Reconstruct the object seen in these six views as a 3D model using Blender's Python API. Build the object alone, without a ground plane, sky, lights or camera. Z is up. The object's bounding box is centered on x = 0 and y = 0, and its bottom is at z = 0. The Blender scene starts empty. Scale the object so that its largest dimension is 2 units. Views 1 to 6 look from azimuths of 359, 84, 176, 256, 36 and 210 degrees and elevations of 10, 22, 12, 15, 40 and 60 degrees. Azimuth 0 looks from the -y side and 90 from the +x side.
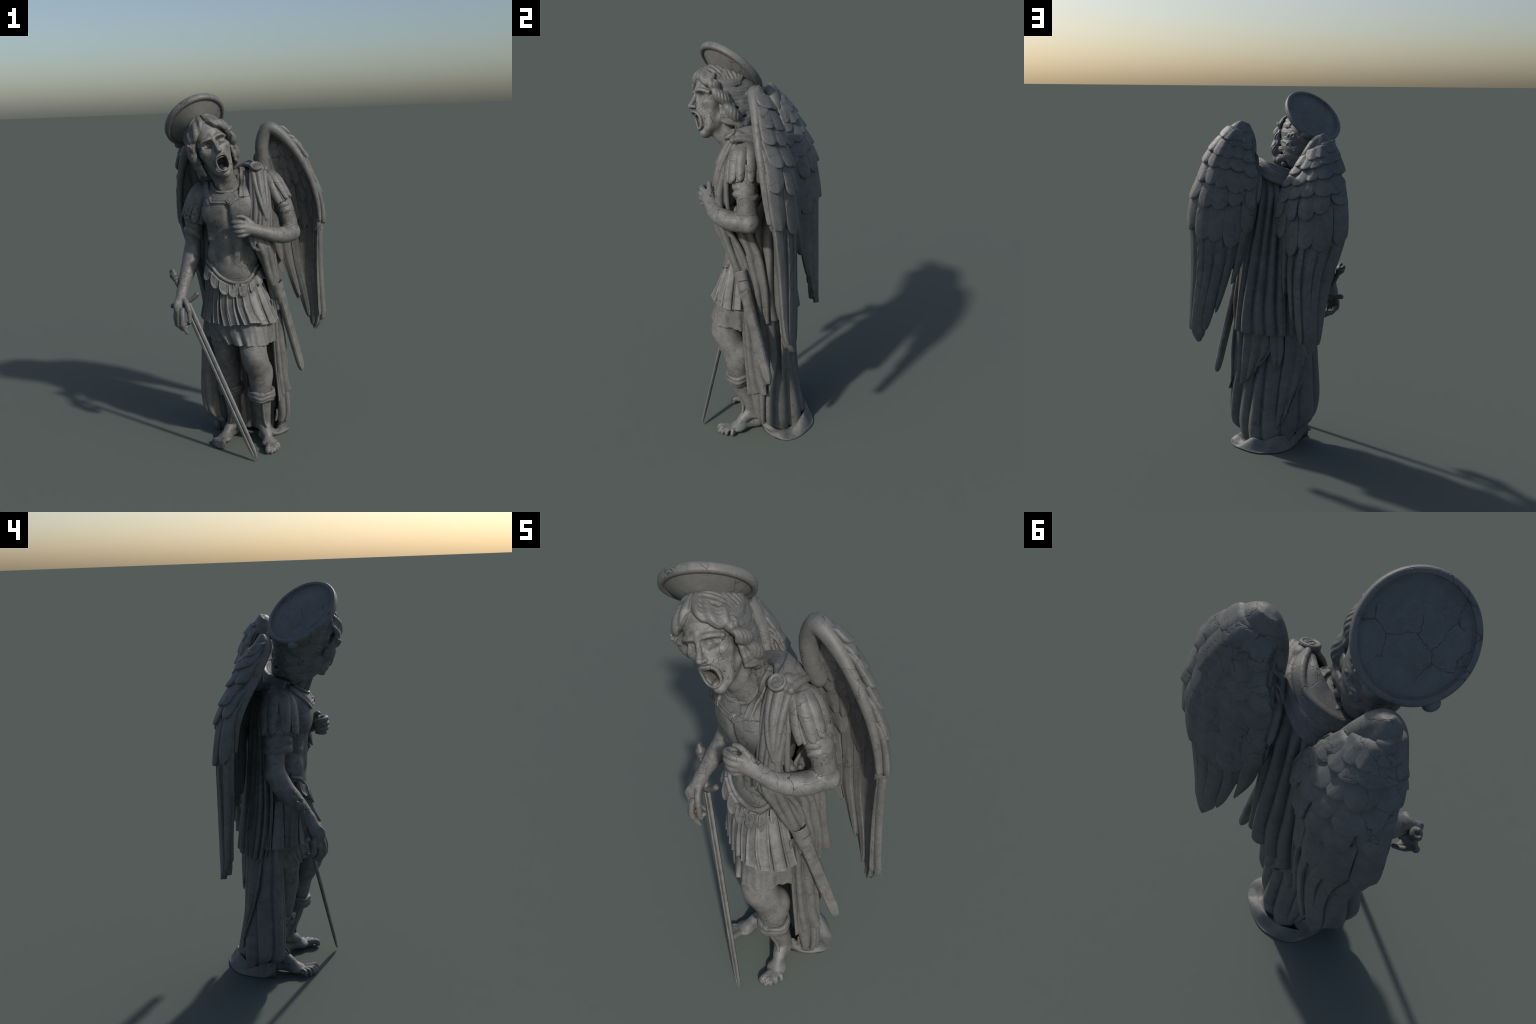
# Stone statue of a winged warrior saint: cuirass, cloak, sword, halo.
# Everything is built in world metres; every mesh keeps its origin at (0,0,0).
import bpy, math
import numpy as np

R = np.random.default_rng(11)
A = np.array


# ----------------------------------------------------------------- helpers
def unit(v):
    v = np.asarray(v, float)
    return v / (np.linalg.norm(v, axis=-1, keepdims=True) + 1e-12)


def spline(pts, n):
    """Catmull-Rom through control rows (any dimension), n samples, uniform in knots."""
    p = np.asarray(pts, float)
    m = len(p)
    q = np.vstack([2 * p[0] - p[1], p, 2 * p[-1] - p[-2]])
    t = np.linspace(0, m - 1, n) if np.isscalar(n) else np.asarray(n, float) * (m - 1)
    i = np.clip(t.astype(int), 0, m - 2)
    f = (t - i)[:, None]
    a, b, c, d = q[i], q[i + 1], q[i + 2], q[i + 3]
    return .5 * (2 * b + (c - a) * f + (2 * a - 5 * b + 4 * c - d) * f ** 2 + (3 * b - a - 3 * c + d) * f ** 3)


def closed_spline(pts, n):
    p = np.asarray(pts, float)
    m = len(p)
    t = np.arange(n) / n * m
    i = t.astype(int)
    f = (t - i)[:, None]
    a, b, c, d = p[(i - 1) % m], p[i % m], p[(i + 1) % m], p[(i + 2) % m]
    return .5 * (2 * b + (c - a) * f + (2 * a - 5 * b + 4 * c - d) * f ** 2 + (3 * b - a - 3 * c + d) * f ** 3)


def step(x, a, b):
    t = np.clip((x - a) / (b - a), 0, 1)
    return t * t * (3 - 2 * t)


def bump(x, c, w):
    return np.exp(-((x - c) / w) ** 2)


# ----------------------------------------------------------------- clay: a signed field one adds to and cuts from
def smin(a, b, k):
    if k <= 0:
        return np.minimum(a, b)
    h = np.maximum(k - np.abs(a - b), 0) / k
    return np.minimum(a, b) - h * h * k * .25


class Clay:
    def __init__(s, lo, hi, h):
        s.lo, s.h = A(lo, float), h
        s.n = np.ceil((A(hi, float) - s.lo) / h).astype(int) + 1
        s.ax = [s.lo[i] + h * np.arange(s.n[i]) for i in range(3)]
        s.f = np.full(s.n, .3, np.float32)

    def op(s, fn, lo, hi, k=0., cut=False):
        m = k + 3 * s.h
        i0 = np.clip(np.floor((np.asarray(lo) - m - s.lo) / s.h).astype(int), 0, s.n)
        i1 = np.clip(np.ceil((np.asarray(hi) + m - s.lo) / s.h).astype(int) + 1, 0, s.n)
        if (i1 <= i0).any():
            return
        sl = tuple(slice(a, b) for a, b in zip(i0, i1))
        x, y, z = (s.ax[0][sl[0]][:, None, None], s.ax[1][sl[1]][None, :, None], s.ax[2][sl[2]][None, None, :])
        d = fn(x, y, z).astype(np.float32)
        s.f[sl] = -smin(-s.f[sl], d, k) if cut else smin(s.f[sl], d, k)

    def ell(s, c, r, k=.01, rot=None, cut=False):
        c, r = A(c, float), A(r, float) * np.ones(3)
        M = np.eye(3) if rot is None else np.asarray(rot, float)   # rows: local axes
        e = np.sqrt(((M * r[:, None]) ** 2).sum(0))

        def fn(x, y, z):
            dx, dy, dz = x - c[0], y - c[1], z - c[2]
            q = [(M[i, 0] * dx + M[i, 1] * dy + M[i, 2] * dz) for i in range(3)]
            k0 = np.sqrt((q[0] / r[0]) ** 2 + (q[1] / r[1]) ** 2 + (q[2] / r[2]) ** 2)
            k1 = np.sqrt((q[0] / r[0] ** 2) ** 2 + (q[1] / r[1] ** 2) ** 2 + (q[2] / r[2] ** 2) ** 2)
            return k0 * (k0 - 1) / (k1 + 1e-9)
        s.op(fn, c - e, c + e, k, cut)

    def cap(s, a, b, ra, rb, k=.01, cut=False):
        a, b = A(a, float), A(b, float)
        ab = b - a
        L = ab @ ab + 1e-12

        def fn(x, y, z):
            dx, dy, dz = x - a[0], y - a[1], z - a[2]
            t = np.clip((dx * ab[0] + dy * ab[1] + dz * ab[2]) / L, 0, 1)
            return np.sqrt((dx - ab[0] * t) ** 2 + (dy - ab[1] * t) ** 2 + (dz - ab[2] * t) ** 2) - (ra + (rb - ra) * t)
        m = max(ra, rb)
        s.op(fn, np.minimum(a, b) - m, np.maximum(a, b) + m, k, cut)

    def tube(s, pts, rad, k=.01, n=None, cut=False):
        n = n or 4 * len(pts)
        rad = np.asarray(rad, float) * np.ones(len(pts))
        q = spline(np.c_[np.asarray(pts, float), rad], n)
        P, r = q[:, :3], np.maximum(q[:, 3], .0008)
        m = r.max()

        def fn(x, y, z):
            d = None
            for i in range(n - 1):
                a, ab = P[i], P[i + 1] - P[i]
                L = ab @ ab + 1e-12
                dx, dy, dz = x - a[0], y - a[1], z - a[2]
                t = np.clip((dx * ab[0] + dy * ab[1] + dz * ab[2]) / L, 0, 1)
                e = np.sqrt((dx - ab[0] * t) ** 2 + (dy - ab[1] * t) ** 2 + (dz - ab[2] * t) ** 2) - (r[i] + (r[i + 1] - r[i]) * t)
                d = e if d is None else np.minimum(d, e)
            return d
        s.op(fn, P.min(0) - m, P.max(0) + m, k, cut)

    def column(s, rows, k=.02, power=2.2, yaw=0.):
        """A trunk: rows of (z, xc, yc, half_width, half_front, half_back)."""
        rows = spline(A(rows, float), 70)
        cy, sy = math.cos(yaw), math.sin(yaw)
        m = rows[:, 3:].max() * 1.3

        def fn(x, y, z):
            g = [np.interp(z, rows[:, 0], rows[:, i]) for i in range(1, 6)]
            dx, dy = x - g[0], y - g[1]
            u, v = cy * dx + sy * dy, -sy * dx + cy * dy
            b = np.where(v < 0, g[3], g[4])
            q = (np.abs(u / g[2]) ** power + np.abs(v / b) ** power) ** (1 / power)
            d = (q - 1) * np.minimum(g[2], b) * .9
            return np.maximum(d, np.maximum(rows[0, 0] - z, z - rows[-1, 0]))
        s.op(fn, (rows[:, 1].min() - m, rows[:, 2].min() - m, rows[0, 0]), (rows[:, 1].max() + m, rows[:, 2].max() + m, rows[-1, 0]), k)

    def value(s, P):
        q = np.clip((P - s.lo) / s.h, 0, s.n - 1.001)
        i = q.astype(int)
        f = q - i
        v = 0
        for dx in (0, 1):
            for dy in (0, 1):
                for dz in (0, 1):
                    w = (f[:, 0] if dx else 1 - f[:, 0]) * (f[:, 1] if dy else 1 - f[:, 1]) * (f[:, 2] if dz else 1 - f[:, 2])
                    v = v + w * s.f[i[:, 0] + dx, i[:, 1] + dy, i[:, 2] + dz]
        return v

    def grad(s, P):
        e = s.h
        return unit(np.stack([s.value(P + e * d) - s.value(P - e * d) for d in np.eye(3)], -1))

    def snap(s, P, it=6):
        """Pull points onto the surface; returns points and normals."""
        P = np.array(P, float)
        for _ in range(it):
            P = P - (np.clip(s.value(P), -.03, .03) * .8)[:, None] * s.grad(P)
        return P, s.grad(P)

    def mesh(s, relax=2):
        f = s.f
        n = A(f.shape)
        ins = f < 0
        c = np.zeros(n - 1, np.int8)
        for dx in (0, 1):
            for dy in (0, 1):
                for dz in (0, 1):
                    c += ins[dx:n[0] - 1 + dx, dy:n[1] - 1 + dy, dz:n[2] - 1 + dz]
        I = np.argwhere((c > 0) & (c < 8))
        ident = np.full(n - 1, -1, np.int32)
        ident[I[:, 0], I[:, 1], I[:, 2]] = np.arange(len(I))
        acc, cnt = np.zeros((len(I), 3)), np.zeros(len(I))
        for ax in range(3):
            o = [a for a in range(3) if a != ax]
            for p in (0, 1):
                for q in (0, 1):
                    d = np.zeros(3, int)
                    d[o[0]], d[o[1]] = p, q
                    e = d.copy()
                    e[ax] = 1
                    f0 = f[I[:, 0] + d[0], I[:, 1] + d[1], I[:, 2] + d[2]]
                    f1 = f[I[:, 0] + e[0], I[:, 1] + e[1], I[:, 2] + e[2]]
                    m = (f0 < 0) != (f1 < 0)
                    t = np.where(m, f0 / np.where(m, f0 - f1, 1), 0)
                    pos = np.repeat(d[None].astype(float), len(I), 0)
                    pos[:, ax] = t
                    acc[m] += pos[m]
                    cnt[m] += 1
        V = s.lo + s.h * (I + acc / cnt[:, None])
        F = []
        for ax in range(3):
            o = [(ax + 1) % 3, (ax + 2) % 3]
            a = [slice(None)] * 3
            b = [slice(None)] * 3
            a[ax], b[ax] = slice(0, -1), slice(1, None)
            ch = ins[tuple(a)] != ins[tuple(b)]
            J = np.argwhere(ch)
            J = J[(J[:, o[0]] > 0) & (J[:, o[1]] > 0) & (J[:, o[0]] < n[o[0]] - 1) & (J[:, o[1]] < n[o[1]] - 1)]
            fl = ins[J[:, 0], J[:, 1], J[:, 2]]
            quad = []
            for p, q in ((1, 1), (0, 1), (0, 0), (1, 0)):
                K = J.copy()
                K[:, o[0]] -= p
                K[:, o[1]] -= q
                quad.append(ident[K[:, 0], K[:, 1], K[:, 2]])
            quad = np.stack(quad, 1)
            quad[~fl] = quad[~fl][:, ::-1]
            F.append(quad)
        F = np.concatenate(F)
        V = relaxed(V, F, relax)
        return V, F


def relaxed(V, F, it, lam=.5):
    if it <= 0:
        return V
    e = np.concatenate([F[:, [0, 1]], F[:, [1, 2]], F[:, [2, 3]], F[:, [3, 0]]])
    deg = np.bincount(e.ravel(), minlength=len(V)).astype(float)
    for i in range(2 * it):                      # Taubin: no shrinkage
        acc = np.stack([np.bincount(e[:, 0], V[e[:, 1], j], len(V)) + np.bincount(e[:, 1], V[e[:, 0], j], len(V)) for j in range(3)], 1)
        V = V + (lam if i % 2 == 0 else -lam * 1.04) * (acc / deg[:, None] - V)
    return V


# ----------------------------------------------------------------- mesh objects
STATUE = bpy.data.objects.new("angel_statue", None)
bpy.context.scene.collection.objects.link(STATUE)
STATUE["label"] = "weathered grey stone winged warrior saint with halo and sword"
STATUE["category"] = "statue"


def vertex_normals(V, F):
    k = F.shape[1]
    a = V[F[:, 2]] - V[F[:, 0]]
    b = V[F[:, k - 1]] - V[F[:, 1]] if k == 4 else V[F[:, 2]] - V[F[:, 1]]
    fn = np.cross(a, b)
    N = np.stack([sum(np.bincount(F[:, c], fn[:, j], len(V)) for c in range(k)) for j in range(3)], 1)
    return unit(N)


def make(name, V, F, mat, parent=None, flat=False, normals=None):
    V, F = np.asarray(V, np.float32), np.asarray(F, np.int32)
    me = bpy.data.meshes.new(name)
    me.vertices.add(len(V))
    me.vertices.foreach_set("co", V.ravel())
    k = F.shape[1]
    me.loops.add(F.size)
    me.loops.foreach_set("vertex_index", F.ravel())
    me.polygons.add(len(F))
    me.polygons.foreach_set("loop_start", np.arange(0, F.size, k, dtype=np.int32))
    me.polygons.foreach_set("use_smooth", np.full(len(F), not flat))
    me.update(calc_edges=True)
    me.validate()
    if normals is not None:
        me.normals_split_custom_set_from_vertices([tuple(v) for v in normals])
    me.materials.append(mat)
    ob = bpy.data.objects.new(name, me)
    bpy.context.scene.collection.objects.link(ob)
    ob.parent = parent or STATUE
    return ob


def crisp(ob, deg=40):
    me = ob.data
    me.set_sharp_from_angle(angle=math.radians(deg))
    return ob


def merged(parts):
    """[(V,F),...] -> one (V,F); all quads."""
    o, VV, FF = 0, [], []
    for V, F in parts:
        VV.append(V)
        FF.append(F + o)
        o += len(V)
    return np.concatenate(VV), np.concatenate(FF)


def grid_faces(m, n, wrap_m=False, wrap_n=False):
    i = np.arange(m if wrap_m else m - 1)
    j = np.arange(n if wrap_n else n - 1)
    i, j = np.meshgrid(i, j, indexing="ij")
    i, j = i.ravel(), j.ravel()
    i2, j2 = (i + 1) % m, (j + 1) % n
    return np.stack([i * n + j, i2 * n + j, i2 * n + j2, i * n + j2], 1)


def grid_normals(P):
    du = np.gradient(P, axis=0)
    dv = np.gradient(P, axis=1)
    return unit(np.cross(du, dv))


def slab(top, bot):
    """Closed solid between two (m,n,3) grids."""
    m, n, _ = top.shape
    V = np.concatenate([top.reshape(-1, 3), bot.reshape(-1, 3)])
    f = grid_faces(m, n)
    F = [f, f[:, ::-1] + m * n]
    idx = np.arange(m * n).reshape(m, n)
    rim = np.concatenate([idx[:, 0], idx[-1, 1:], idx[::-1, -1][1:], idx[0, ::-1][1:]])[:-1]
    nx = np.roll(rim, -1)
    F.append(np.stack([rim, rim + m * n, nx + m * n, nx], 1))
    V, F = V, np.concatenate(F)
    c = V[F].mean(1)
    a = np.cross(V[F[:, 2]] - V[F[:, 0]], V[F[:, 3]] - V[F[:, 1]])
    if (a * c).sum() < 0:            # divergence theorem: orient outward
        F = F[:, ::-1]
    return V, F


def sheet(P, thick, edge=.35):
    """Cloth: grid P with thickness towards -normal, edges thinned so they look rolled."""
    N = grid_normals(P)
    m, n, _ = P.shape
    a = np.minimum(np.arange(m), m - 1 - np.arange(m))[:, None]
    b = np.minimum(np.arange(n), n - 1 - np.arange(n))[None, :]
    w = np.clip(np.minimum(a, b) / 3., 0, 1)
    w = (edge + (1 - edge) * np.sqrt(1 - (1 - w) ** 2))[..., None]
    return slab(P + N * thick * .5 * (w - 1), P - N * thick * .5 * (1 + w))


def ring_tube(path, rad, seg=12, flat=None, up=None, twist=0.):
    """Closed tube mesh around a path; flat=(a,b) scales the section axes."""
    P = np.asarray(path, float)
    n = len(P)
    T = unit(np.gradient(P, axis=0))
    ref = A([0, 0, 1.]) if up is None else A(up, float)
    ref = np.broadcast_to(ref, T.shape)
    S = unit(np.cross(ref, T))
    U = np.cross(T, S)
    rad = np.broadcast_to(np.asarray(rad, float), (n,))
    fa, fb = flat or (1, 1)
    th = np.linspace(0, 2 * np.pi, seg, endpoint=False) + twist
    G = P[:, None] + rad[:, None, None] * (fa * np.cos(th)[None, :, None] * S[:, None] + fb * np.sin(th)[None, :, None] * U[:, None])
    G = np.concatenate([np.repeat(P[:1, None], seg, 1), G, np.repeat(P[-1:, None], seg, 1)])
    return G.reshape(-1, 3), grid_faces(n + 2, seg, wrap_n=True)


def lathe(profile, centre, axis, seg=96, ref=(1, 0, 0)):
    """profile rows (r, h) revolved round axis."""
    ax = unit(axis)
    a = unit(np.cross(ax, ref))
    b = np.cross(ax, a)
    p = A(profile, float)
    th = np.linspace(0, 2 * np.pi, seg, endpoint=False)
    G = A(centre) + p[:, None, :1] * (np.cos(th)[None, :, None] * a + np.sin(th)[None, :, None] * b) + p[:, None, 1:2] * ax
    return G.reshape(-1, 3), grid_faces(len(p), seg, wrap_n=True)[:, ::-1]


def fuse(parts, voxel, relax=3):
    """Union of closed (V,F) solids by voxel remesh, then smoothed."""
    V, F = merged(parts)
    me = bpy.data.meshes.new("tmp")
    me.from_pydata([tuple(v) for v in V], [], F.tolist())
    ob = bpy.data.objects.new("tmp", me)
    bpy.context.scene.collection.objects.link(ob)
    md = ob.modifiers.new("r", 'REMESH')
    md.mode, md.voxel_size = 'VOXEL', voxel
    ev = ob.evaluated_get(bpy.context.evaluated_depsgraph_get()).to_mesh()
    V2 = np.empty(len(ev.vertices) * 3, np.float32)
    ev.vertices.foreach_get("co", V2)
    L = np.empty(len(ev.loops), np.int32)
    ev.loops.foreach_get("vertex_index", L)
    F2 = L.reshape(-1, 4)
    V2 = V2.reshape(-1, 3).astype(float)
    bpy.data.objects.remove(ob)
    bpy.data.meshes.remove(me)
    return relaxed(V2, F2, relax), F2


def patch(S, uc, t, w, top, lift, thick, nc=9):
    """A blade lying on a surface S(u,t)->(P,N,metres_per_u): centre uc(t), half width w in metres,
    top(c,b) height profile, lift(b) offset of the blade along the normal."""
    nb = len(t)
    b = np.linspace(0, 1, nb)
    c = np.sin(np.linspace(-1, 1, nc) * np.pi / 2)
    T = np.repeat(np.asarray(t)[:, None], nc, 1)
    _, _, L = S(np.asarray(uc), np.asarray(t))
    U = np.asarray(uc)[:, None] + c[None] * (np.asarray(w) / L)[:, None]
    P, N, _ = S(U.ravel(), T.ravel())
    P, N = P.reshape(nb, nc, 3), N.reshape(nb, nc, 3)
    lf = np.asarray(lift)[:, None, None]
    h = top(c[None], b[:, None])[..., None]
    return slab(P + N * (lf + h), P + N * (lf - thick))


def split_by(V, F, label, names, mats, parents=None):
    """Cut one seamless skin into named parts whose borders coincide and whose shading runs on."""
    N = vertex_normals(V, F)
    out = []
    for i, nm in enumerate(names):
        f = F[label == i]
        if not len(f):
            continue
        used, inv = np.unique(f, return_inverse=True)
        out.append(make(nm, V[used], inv.reshape(f.shape), mats[i] if isinstance(mats, list) else mats, parents, normals=N[used]))
    return out


# ----------------------------------------------------------------- materials: one grey stone, several wears
def stone(name, tone=1.0, crack=1.0, cell=13., blotch=.5, contrast=1., rough=.56):
    m = bpy.data.materials.new(name)
    m.use_nodes = True
    nt = m.node_tree
    nt.nodes.clear()
    N, L = nt.nodes.new, nt.links.new

    def node(t, **kw):
        n = N(t)
        for k, v in kw.items():
            if k in ("operation", "blend_type", "data_type", "feature", "noise_dimensions", "clamp", "distance"):
                setattr(n, k, v)
            else:
                n.inputs[k].default_value = v
        return n

    def mth(op, a, b=None, c=None):
        n = N("ShaderNodeMath")
        n.operation = op
        for i, v in enumerate((a, b, c)):
            if v is None:
                continue
            if hasattr(v, "is_output"):
                L(v, n.inputs[i])
            else:
                n.inputs[i].default_value = v
        return n.outputs[0]

    def remap(v, a, b, c=0., d=1.):
        n = N("ShaderNodeMapRange")
        n.interpolation_type = 'SMOOTHSTEP'
        L(v, n.inputs[0])
        for i, x in enumerate((a, b, c, d)):
            n.inputs[i + 1].default_value = x
        return n.outputs[0]
    co = N("ShaderNodeTexCoord").outputs["Object"]

    def noise(scale, detail=3., rough_=.55, off=0., dist=0.):
        mp = node("ShaderNodeMapping")
        mp.inputs["Location"].default_value = (off, off * 1.7, off * .6)
        L(co, mp.inputs[0])
        n = node("ShaderNodeTexNoise", Scale=scale, Detail=detail, Roughness=rough_, Distortion=dist)
        L(mp.outputs[0], n.inputs["Vector"])
        return n
    big = noise(5.5, 4.).outputs[0]
    mid = noise(26., 4., .6, 3.).outputs[0]
    fine = noise(190., 3., .7, 5.).outputs[0]
    # cracks: warped cell borders, showing only in patches
    warp = noise(16., 3., .6, 9.)
    wv = node("ShaderNodeVectorMath", operation='SUBTRACT')
    L(warp.outputs["Color"], wv.inputs[0])
    wv.inputs[1].default_value = (.5, .5, .5)
    ws = node("ShaderNodeVectorMath", operation='SCALE')
    L(wv.outputs[0], ws.inputs[0])
    ws.inputs["Scale"].default_value = .050
    wa = node("ShaderNodeVectorMath", operation='ADD')
    L(co, wa.inputs[0])
    L(ws.outputs[0], wa.inputs[1])
    vor = node("ShaderNodeTexVoronoi", feature='DISTANCE_TO_EDGE', Scale=cell)
    L(wa.outputs[0], vor.inputs["Vector"])
    vor2 = node("ShaderNodeTexVoronoi", feature='DISTANCE_TO_EDGE', Scale=cell * 2.6)
    L(wa.outputs[0], vor2.inputs["Vector"])
    line = remap(vor.outputs["Distance"], .003, .017, 1., 0.)
    line2 = remap(vor2.outputs["Distance"], .004, .024, 1., 0.)
    zone = remap(noise(6.5, 2., .5, 21.).outputs[0], .44, .54)
    zone2 = remap(noise(9., 2., .5, 33.).outputs[0], .55, .66)
    thin = remap(noise(40., 2., .5, 13.).outputs[0], .26, .46)
    cr = mth('MULTIPLY', mth('MULTIPLY', line, zone), thin)
    cr2 = mth('MULTIPLY', mth('MULTIPLY', line2, zone2), thin)
    cr = mth('MULTIPLY', mth('MAXIMUM', cr, mth('MULTIPLY', cr2, .75)), min(crack, 1.))
    # colour
    ramp = N("ShaderNodeValToRGB")
    e = ramp.color_ramp.elements
    t = tone
    e[0].position, e[1].position = .30, .72
    for el, v in zip(e, (.127 - .058 * contrast, .127 + .058 * contrast)):
        el.color = (v * t, v * t * 1.004, v * t * .972, 1)
    mix = mth('ADD', mth('MULTIPLY', big, .45), mth('MULTIPLY', mid, .55))
    L(mix, ramp.inputs[0])
    # dark blotches of dirt
    blot = remap(noise(34., 5., .7, 41., .4).outputs[0], .55, .68)
    bz = remap(noise(8., 2., .5, 57.).outputs[0], .45, .58)
    bl = mth('MULTIPLY', mth('MULTIPLY', blot, bz), blotch)

    def shade(col, fac, to):
        x = N("ShaderNodeMix")
        x.data_type = 'RGBA'
        x.blend_type = 'MIX'
        L(fac, x.inputs[0])
        L(col, x.inputs[6])
        x.inputs[7].default_value = to
        return x.outputs[2]
    c = shade(ramp.outputs[0], bl, (.058, .056, .050, 1))
    gr = N("ShaderNodeMix")
    gr.data_type = 'RGBA'
    gr.blend_type = 'MULTIPLY'
    gr.inputs[0].default_value = 1.
    L(c, gr.inputs[6])
    gv = remap(fine, .30, .70, .90, 1.10)
    cmb = N("ShaderNodeCombineColor")
    for i in range(3):
        L(gv, cmb.inputs[i])
    L(cmb.outputs[0], gr.inputs[7])
    c = shade(gr.outputs[2], mth('MULTIPLY', cr, .88), (.030, .029, .026, 1))
    bs = N("ShaderNodeBsdfPrincipled")
    L(c, bs.inputs["Base Color"])
    bs.inputs["Roughness"].default_value = rough
    bs.inputs["Specular IOR Level"].default_value = .5
    h = mth('ADD', mth('MULTIPLY', fine, .35), mth('MULTIPLY', mid, .6))
    h = mth('SUBTRACT', h, mth('MULTIPLY', cr, 1.6))
    bp = N("ShaderNodeBump")
    bp.inputs["Strength"].default_value = .35
    bp.inputs["Distance"].default_value = .004
    L(h, bp.inputs["Height"])
    L(bp.outputs[0], bs.inputs["Normal"])
    out = N("ShaderNodeOutputMaterial")
    L(bs.outputs[0], out.inputs[0])
    return m


SKIN = stone("cracked_stone_skin", 1.05, 1., 13., .6)
ARMOUR = stone("stone_armour", 1.0, 1., 12., .9)
CLOTH = stone("stone_cloth", .95, .5, 9., .45, .7)
PLUME = stone("stone_feathers", .97, .6, 10., .35, .6)
HAIRM = stone("stone_hair", .95, .12, 12., .2, .7)
DISC = stone("stone_halo", 1.0, .8, 10., .15, .5)
BLADE = stone("stone_sword", .82, .25, 9., .5, rough=.5)
STRAP = stone("stone_straps", 1.0, .4, 10., 1.0)


# ----------------------------------------------------------------- head frame (tilted to its right, turned a little)
HO = A([-.1754, -.1574, 1.7111])
HX = unit(A([.9003, .2617, .3477]))          # towards the figure's left ear
HF = unit(A([.2408, -.9651, .1028]))         # gaze
HZ = np.cross(HF, HX)
HM = np.stack([HX, -HF, HZ])                 # rows: local x (left), y (back), z (up)


def from_head(P):
    return HO + np.asarray(P, float) @ HM


def to_head(P):
    return (np.asarray(P, float) - HO) @ HM.T


HALO_C, HALO_N = A([-.2575, -.0985, 1.8640]), unit(A([-.411, .599, .688]))
HALO_LONG = unit(A([-.269, .640, -.720]))            # the disc is slightly oval along this direction


def build_head():
    c = Clay((-.135, -.19, -.30), (.135, .155, .185), .0026)
    c.ell((0, .012, .055), (.088, .118, .112), .02)
    c.ell((0, -.050, -.010), (.076, .078, .108), .03)
    c.ell((0, -.060, .072), (.072, .061, .056), .03)
    c.ell((0, -.046, -.092), (.053, .062, .064), .03)
    c.ell((0, -.094, -.147), (.020, .018, .014), .022)
    c.cap((.0, -.085, -.148), (.064, -.016, -.078), .011, .015, .03)
    c.cap((.0, -.085, -.148), (-.064, -.016, -.078), .011, .015, .03)
    c.ell((0, -.100, -.056), (.038, .040, .034), .025)                  # muzzle
    c.tube([(0, -.120, .064), (0, -.127, .042), (0, -.140, .012), (0, -.1575, -.016)], [.011, .0092, .0100, .0112], .009)
    c.ell((0, -.156, -.020), (.0115, .012, .0095), .006)
    for s in (1, -1):
        c.ell((s * .057, -.080, -.008), (.026, .028, .018), .025)        # cheekbone
        c.cap((s * .062, -.068, -.02), (s * .036, -.082, -.125), .012, .010, .03)
        c.ell((s * .0135, -.144, -.024), (.0082, .012, .0080), .006)      # nostril wing
        c.tube([(s * .008, -.128, .050), (s * .030, -.127, .053), (s * .056, -.112, .049), (s * .076, -.085, .036)], [.007, .0098, .0098, .007], .013)
        c.ell((s * .0425, -.141, .0230), (.0290, .059, .0215), .007, cut=True)
        c.ell((s * .0225, -.143, .020), (.0115, .046, .022), .009, cut=True)
        c.ell((s * .044, -.0800, .026), .0168, .003)
        c.tube([(s * .026, -.090, .026), (s * .044, -.0995, .038), (s * .065, -.088, .025)], [.0024, .0042, .0026], .0025, 14)
        c.tube([(s * .026, -.090, .023), (s * .044, -.0965, .0155), (s * .065, -.088, .024)], [.0024, .0034, .0026], .0025, 14)
        c.ell((s * .006, -.158, -.033), (.0040, .008, .0035), .003, cut=True)   # nostril
        c.tube([(s * .019, -.150, -.026), (s * .032, -.137, -.044), (s * .044, -.116, -.078)], [.0030, .0040, .0025], .010, 14, cut=True)
        c.tube([(s * .082, -.006, .000), (s * .088, -.004, -.022), (s * .087, -.012, -.040)], [.010, .011, .013], .006)  # ear, mostly under hair
    # open mouth: lips as a ring, deep cavity, tongue
    th = np.linspace(0, 2 * np.pi, 33)
    sq = lambda v: np.sign(v) * np.abs(v) ** .78
    lip = np.stack([.0325 * sq(np.sin(th)), -.1345 - .0135 * np.cos(th) + .0150 * np.abs(np.sin(th)) ** 1.5, -.0875 + .0425 * sq(np.cos(th))], 1)
    c.tube(lip, .0055, .012, 48)
    for dz in (-.0150, 0, .0150):
        c.ell((0, -.115, -.0872 + dz), (.0310, .090, .0262), .003, cut=True)
    c.ell((0, -.045, -.090), (.036, .062, .046), .008, cut=True)
    c.tube(lip * A([.985, 1, .985]) + A([0, -.0022, -.0013]), .0040, .004, 48)
    c.tube([(-.021, -.124, -.060), (0, -.134, -.0555), (.021, -.124, -.060)], .0055, .003)   # upper teeth
    c.ell((0, -.090, -.121), (.018, .034, .008), .004)                                        # tongue
    # neck, with its two cords
    nb, pit = to_head((-.080, -.072, 1.475)), to_head((-.108, -.150, 1.480))
    c.tube([(0, .030, -.04), (.006, .030, -.12), nb * .6 + A([.0, .01, -.07]), nb], [.062, .060, .064, .078], .03)
    c.tube([(.070, .020, -.05), (.052, .010, -.13), pit + A([.014, 0, .02])], [.016, .017, .011], .022)
    c.tube([(-.070, .020, -.05), (-.045, .010, -.13), pit + A([-.018, 0, .02])], [.016, .017, .011], .022)
    c.tube([(0, -.045, -.11), (.008, -.02, -.17), pit + A([0, .012, .03])], [.02, .022, .016], .02)
    V, F = c.mesh(2)
    fc = V[F].mean(1)
    neck = (fc[:, 2] < -.070 - .62 * (fc[:, 1] + .02)) & (fc[:, 1] > -.085)
    split_by(from_head(V), F, neck.astype(int), ["head", "neck"], SKIN)


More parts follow.
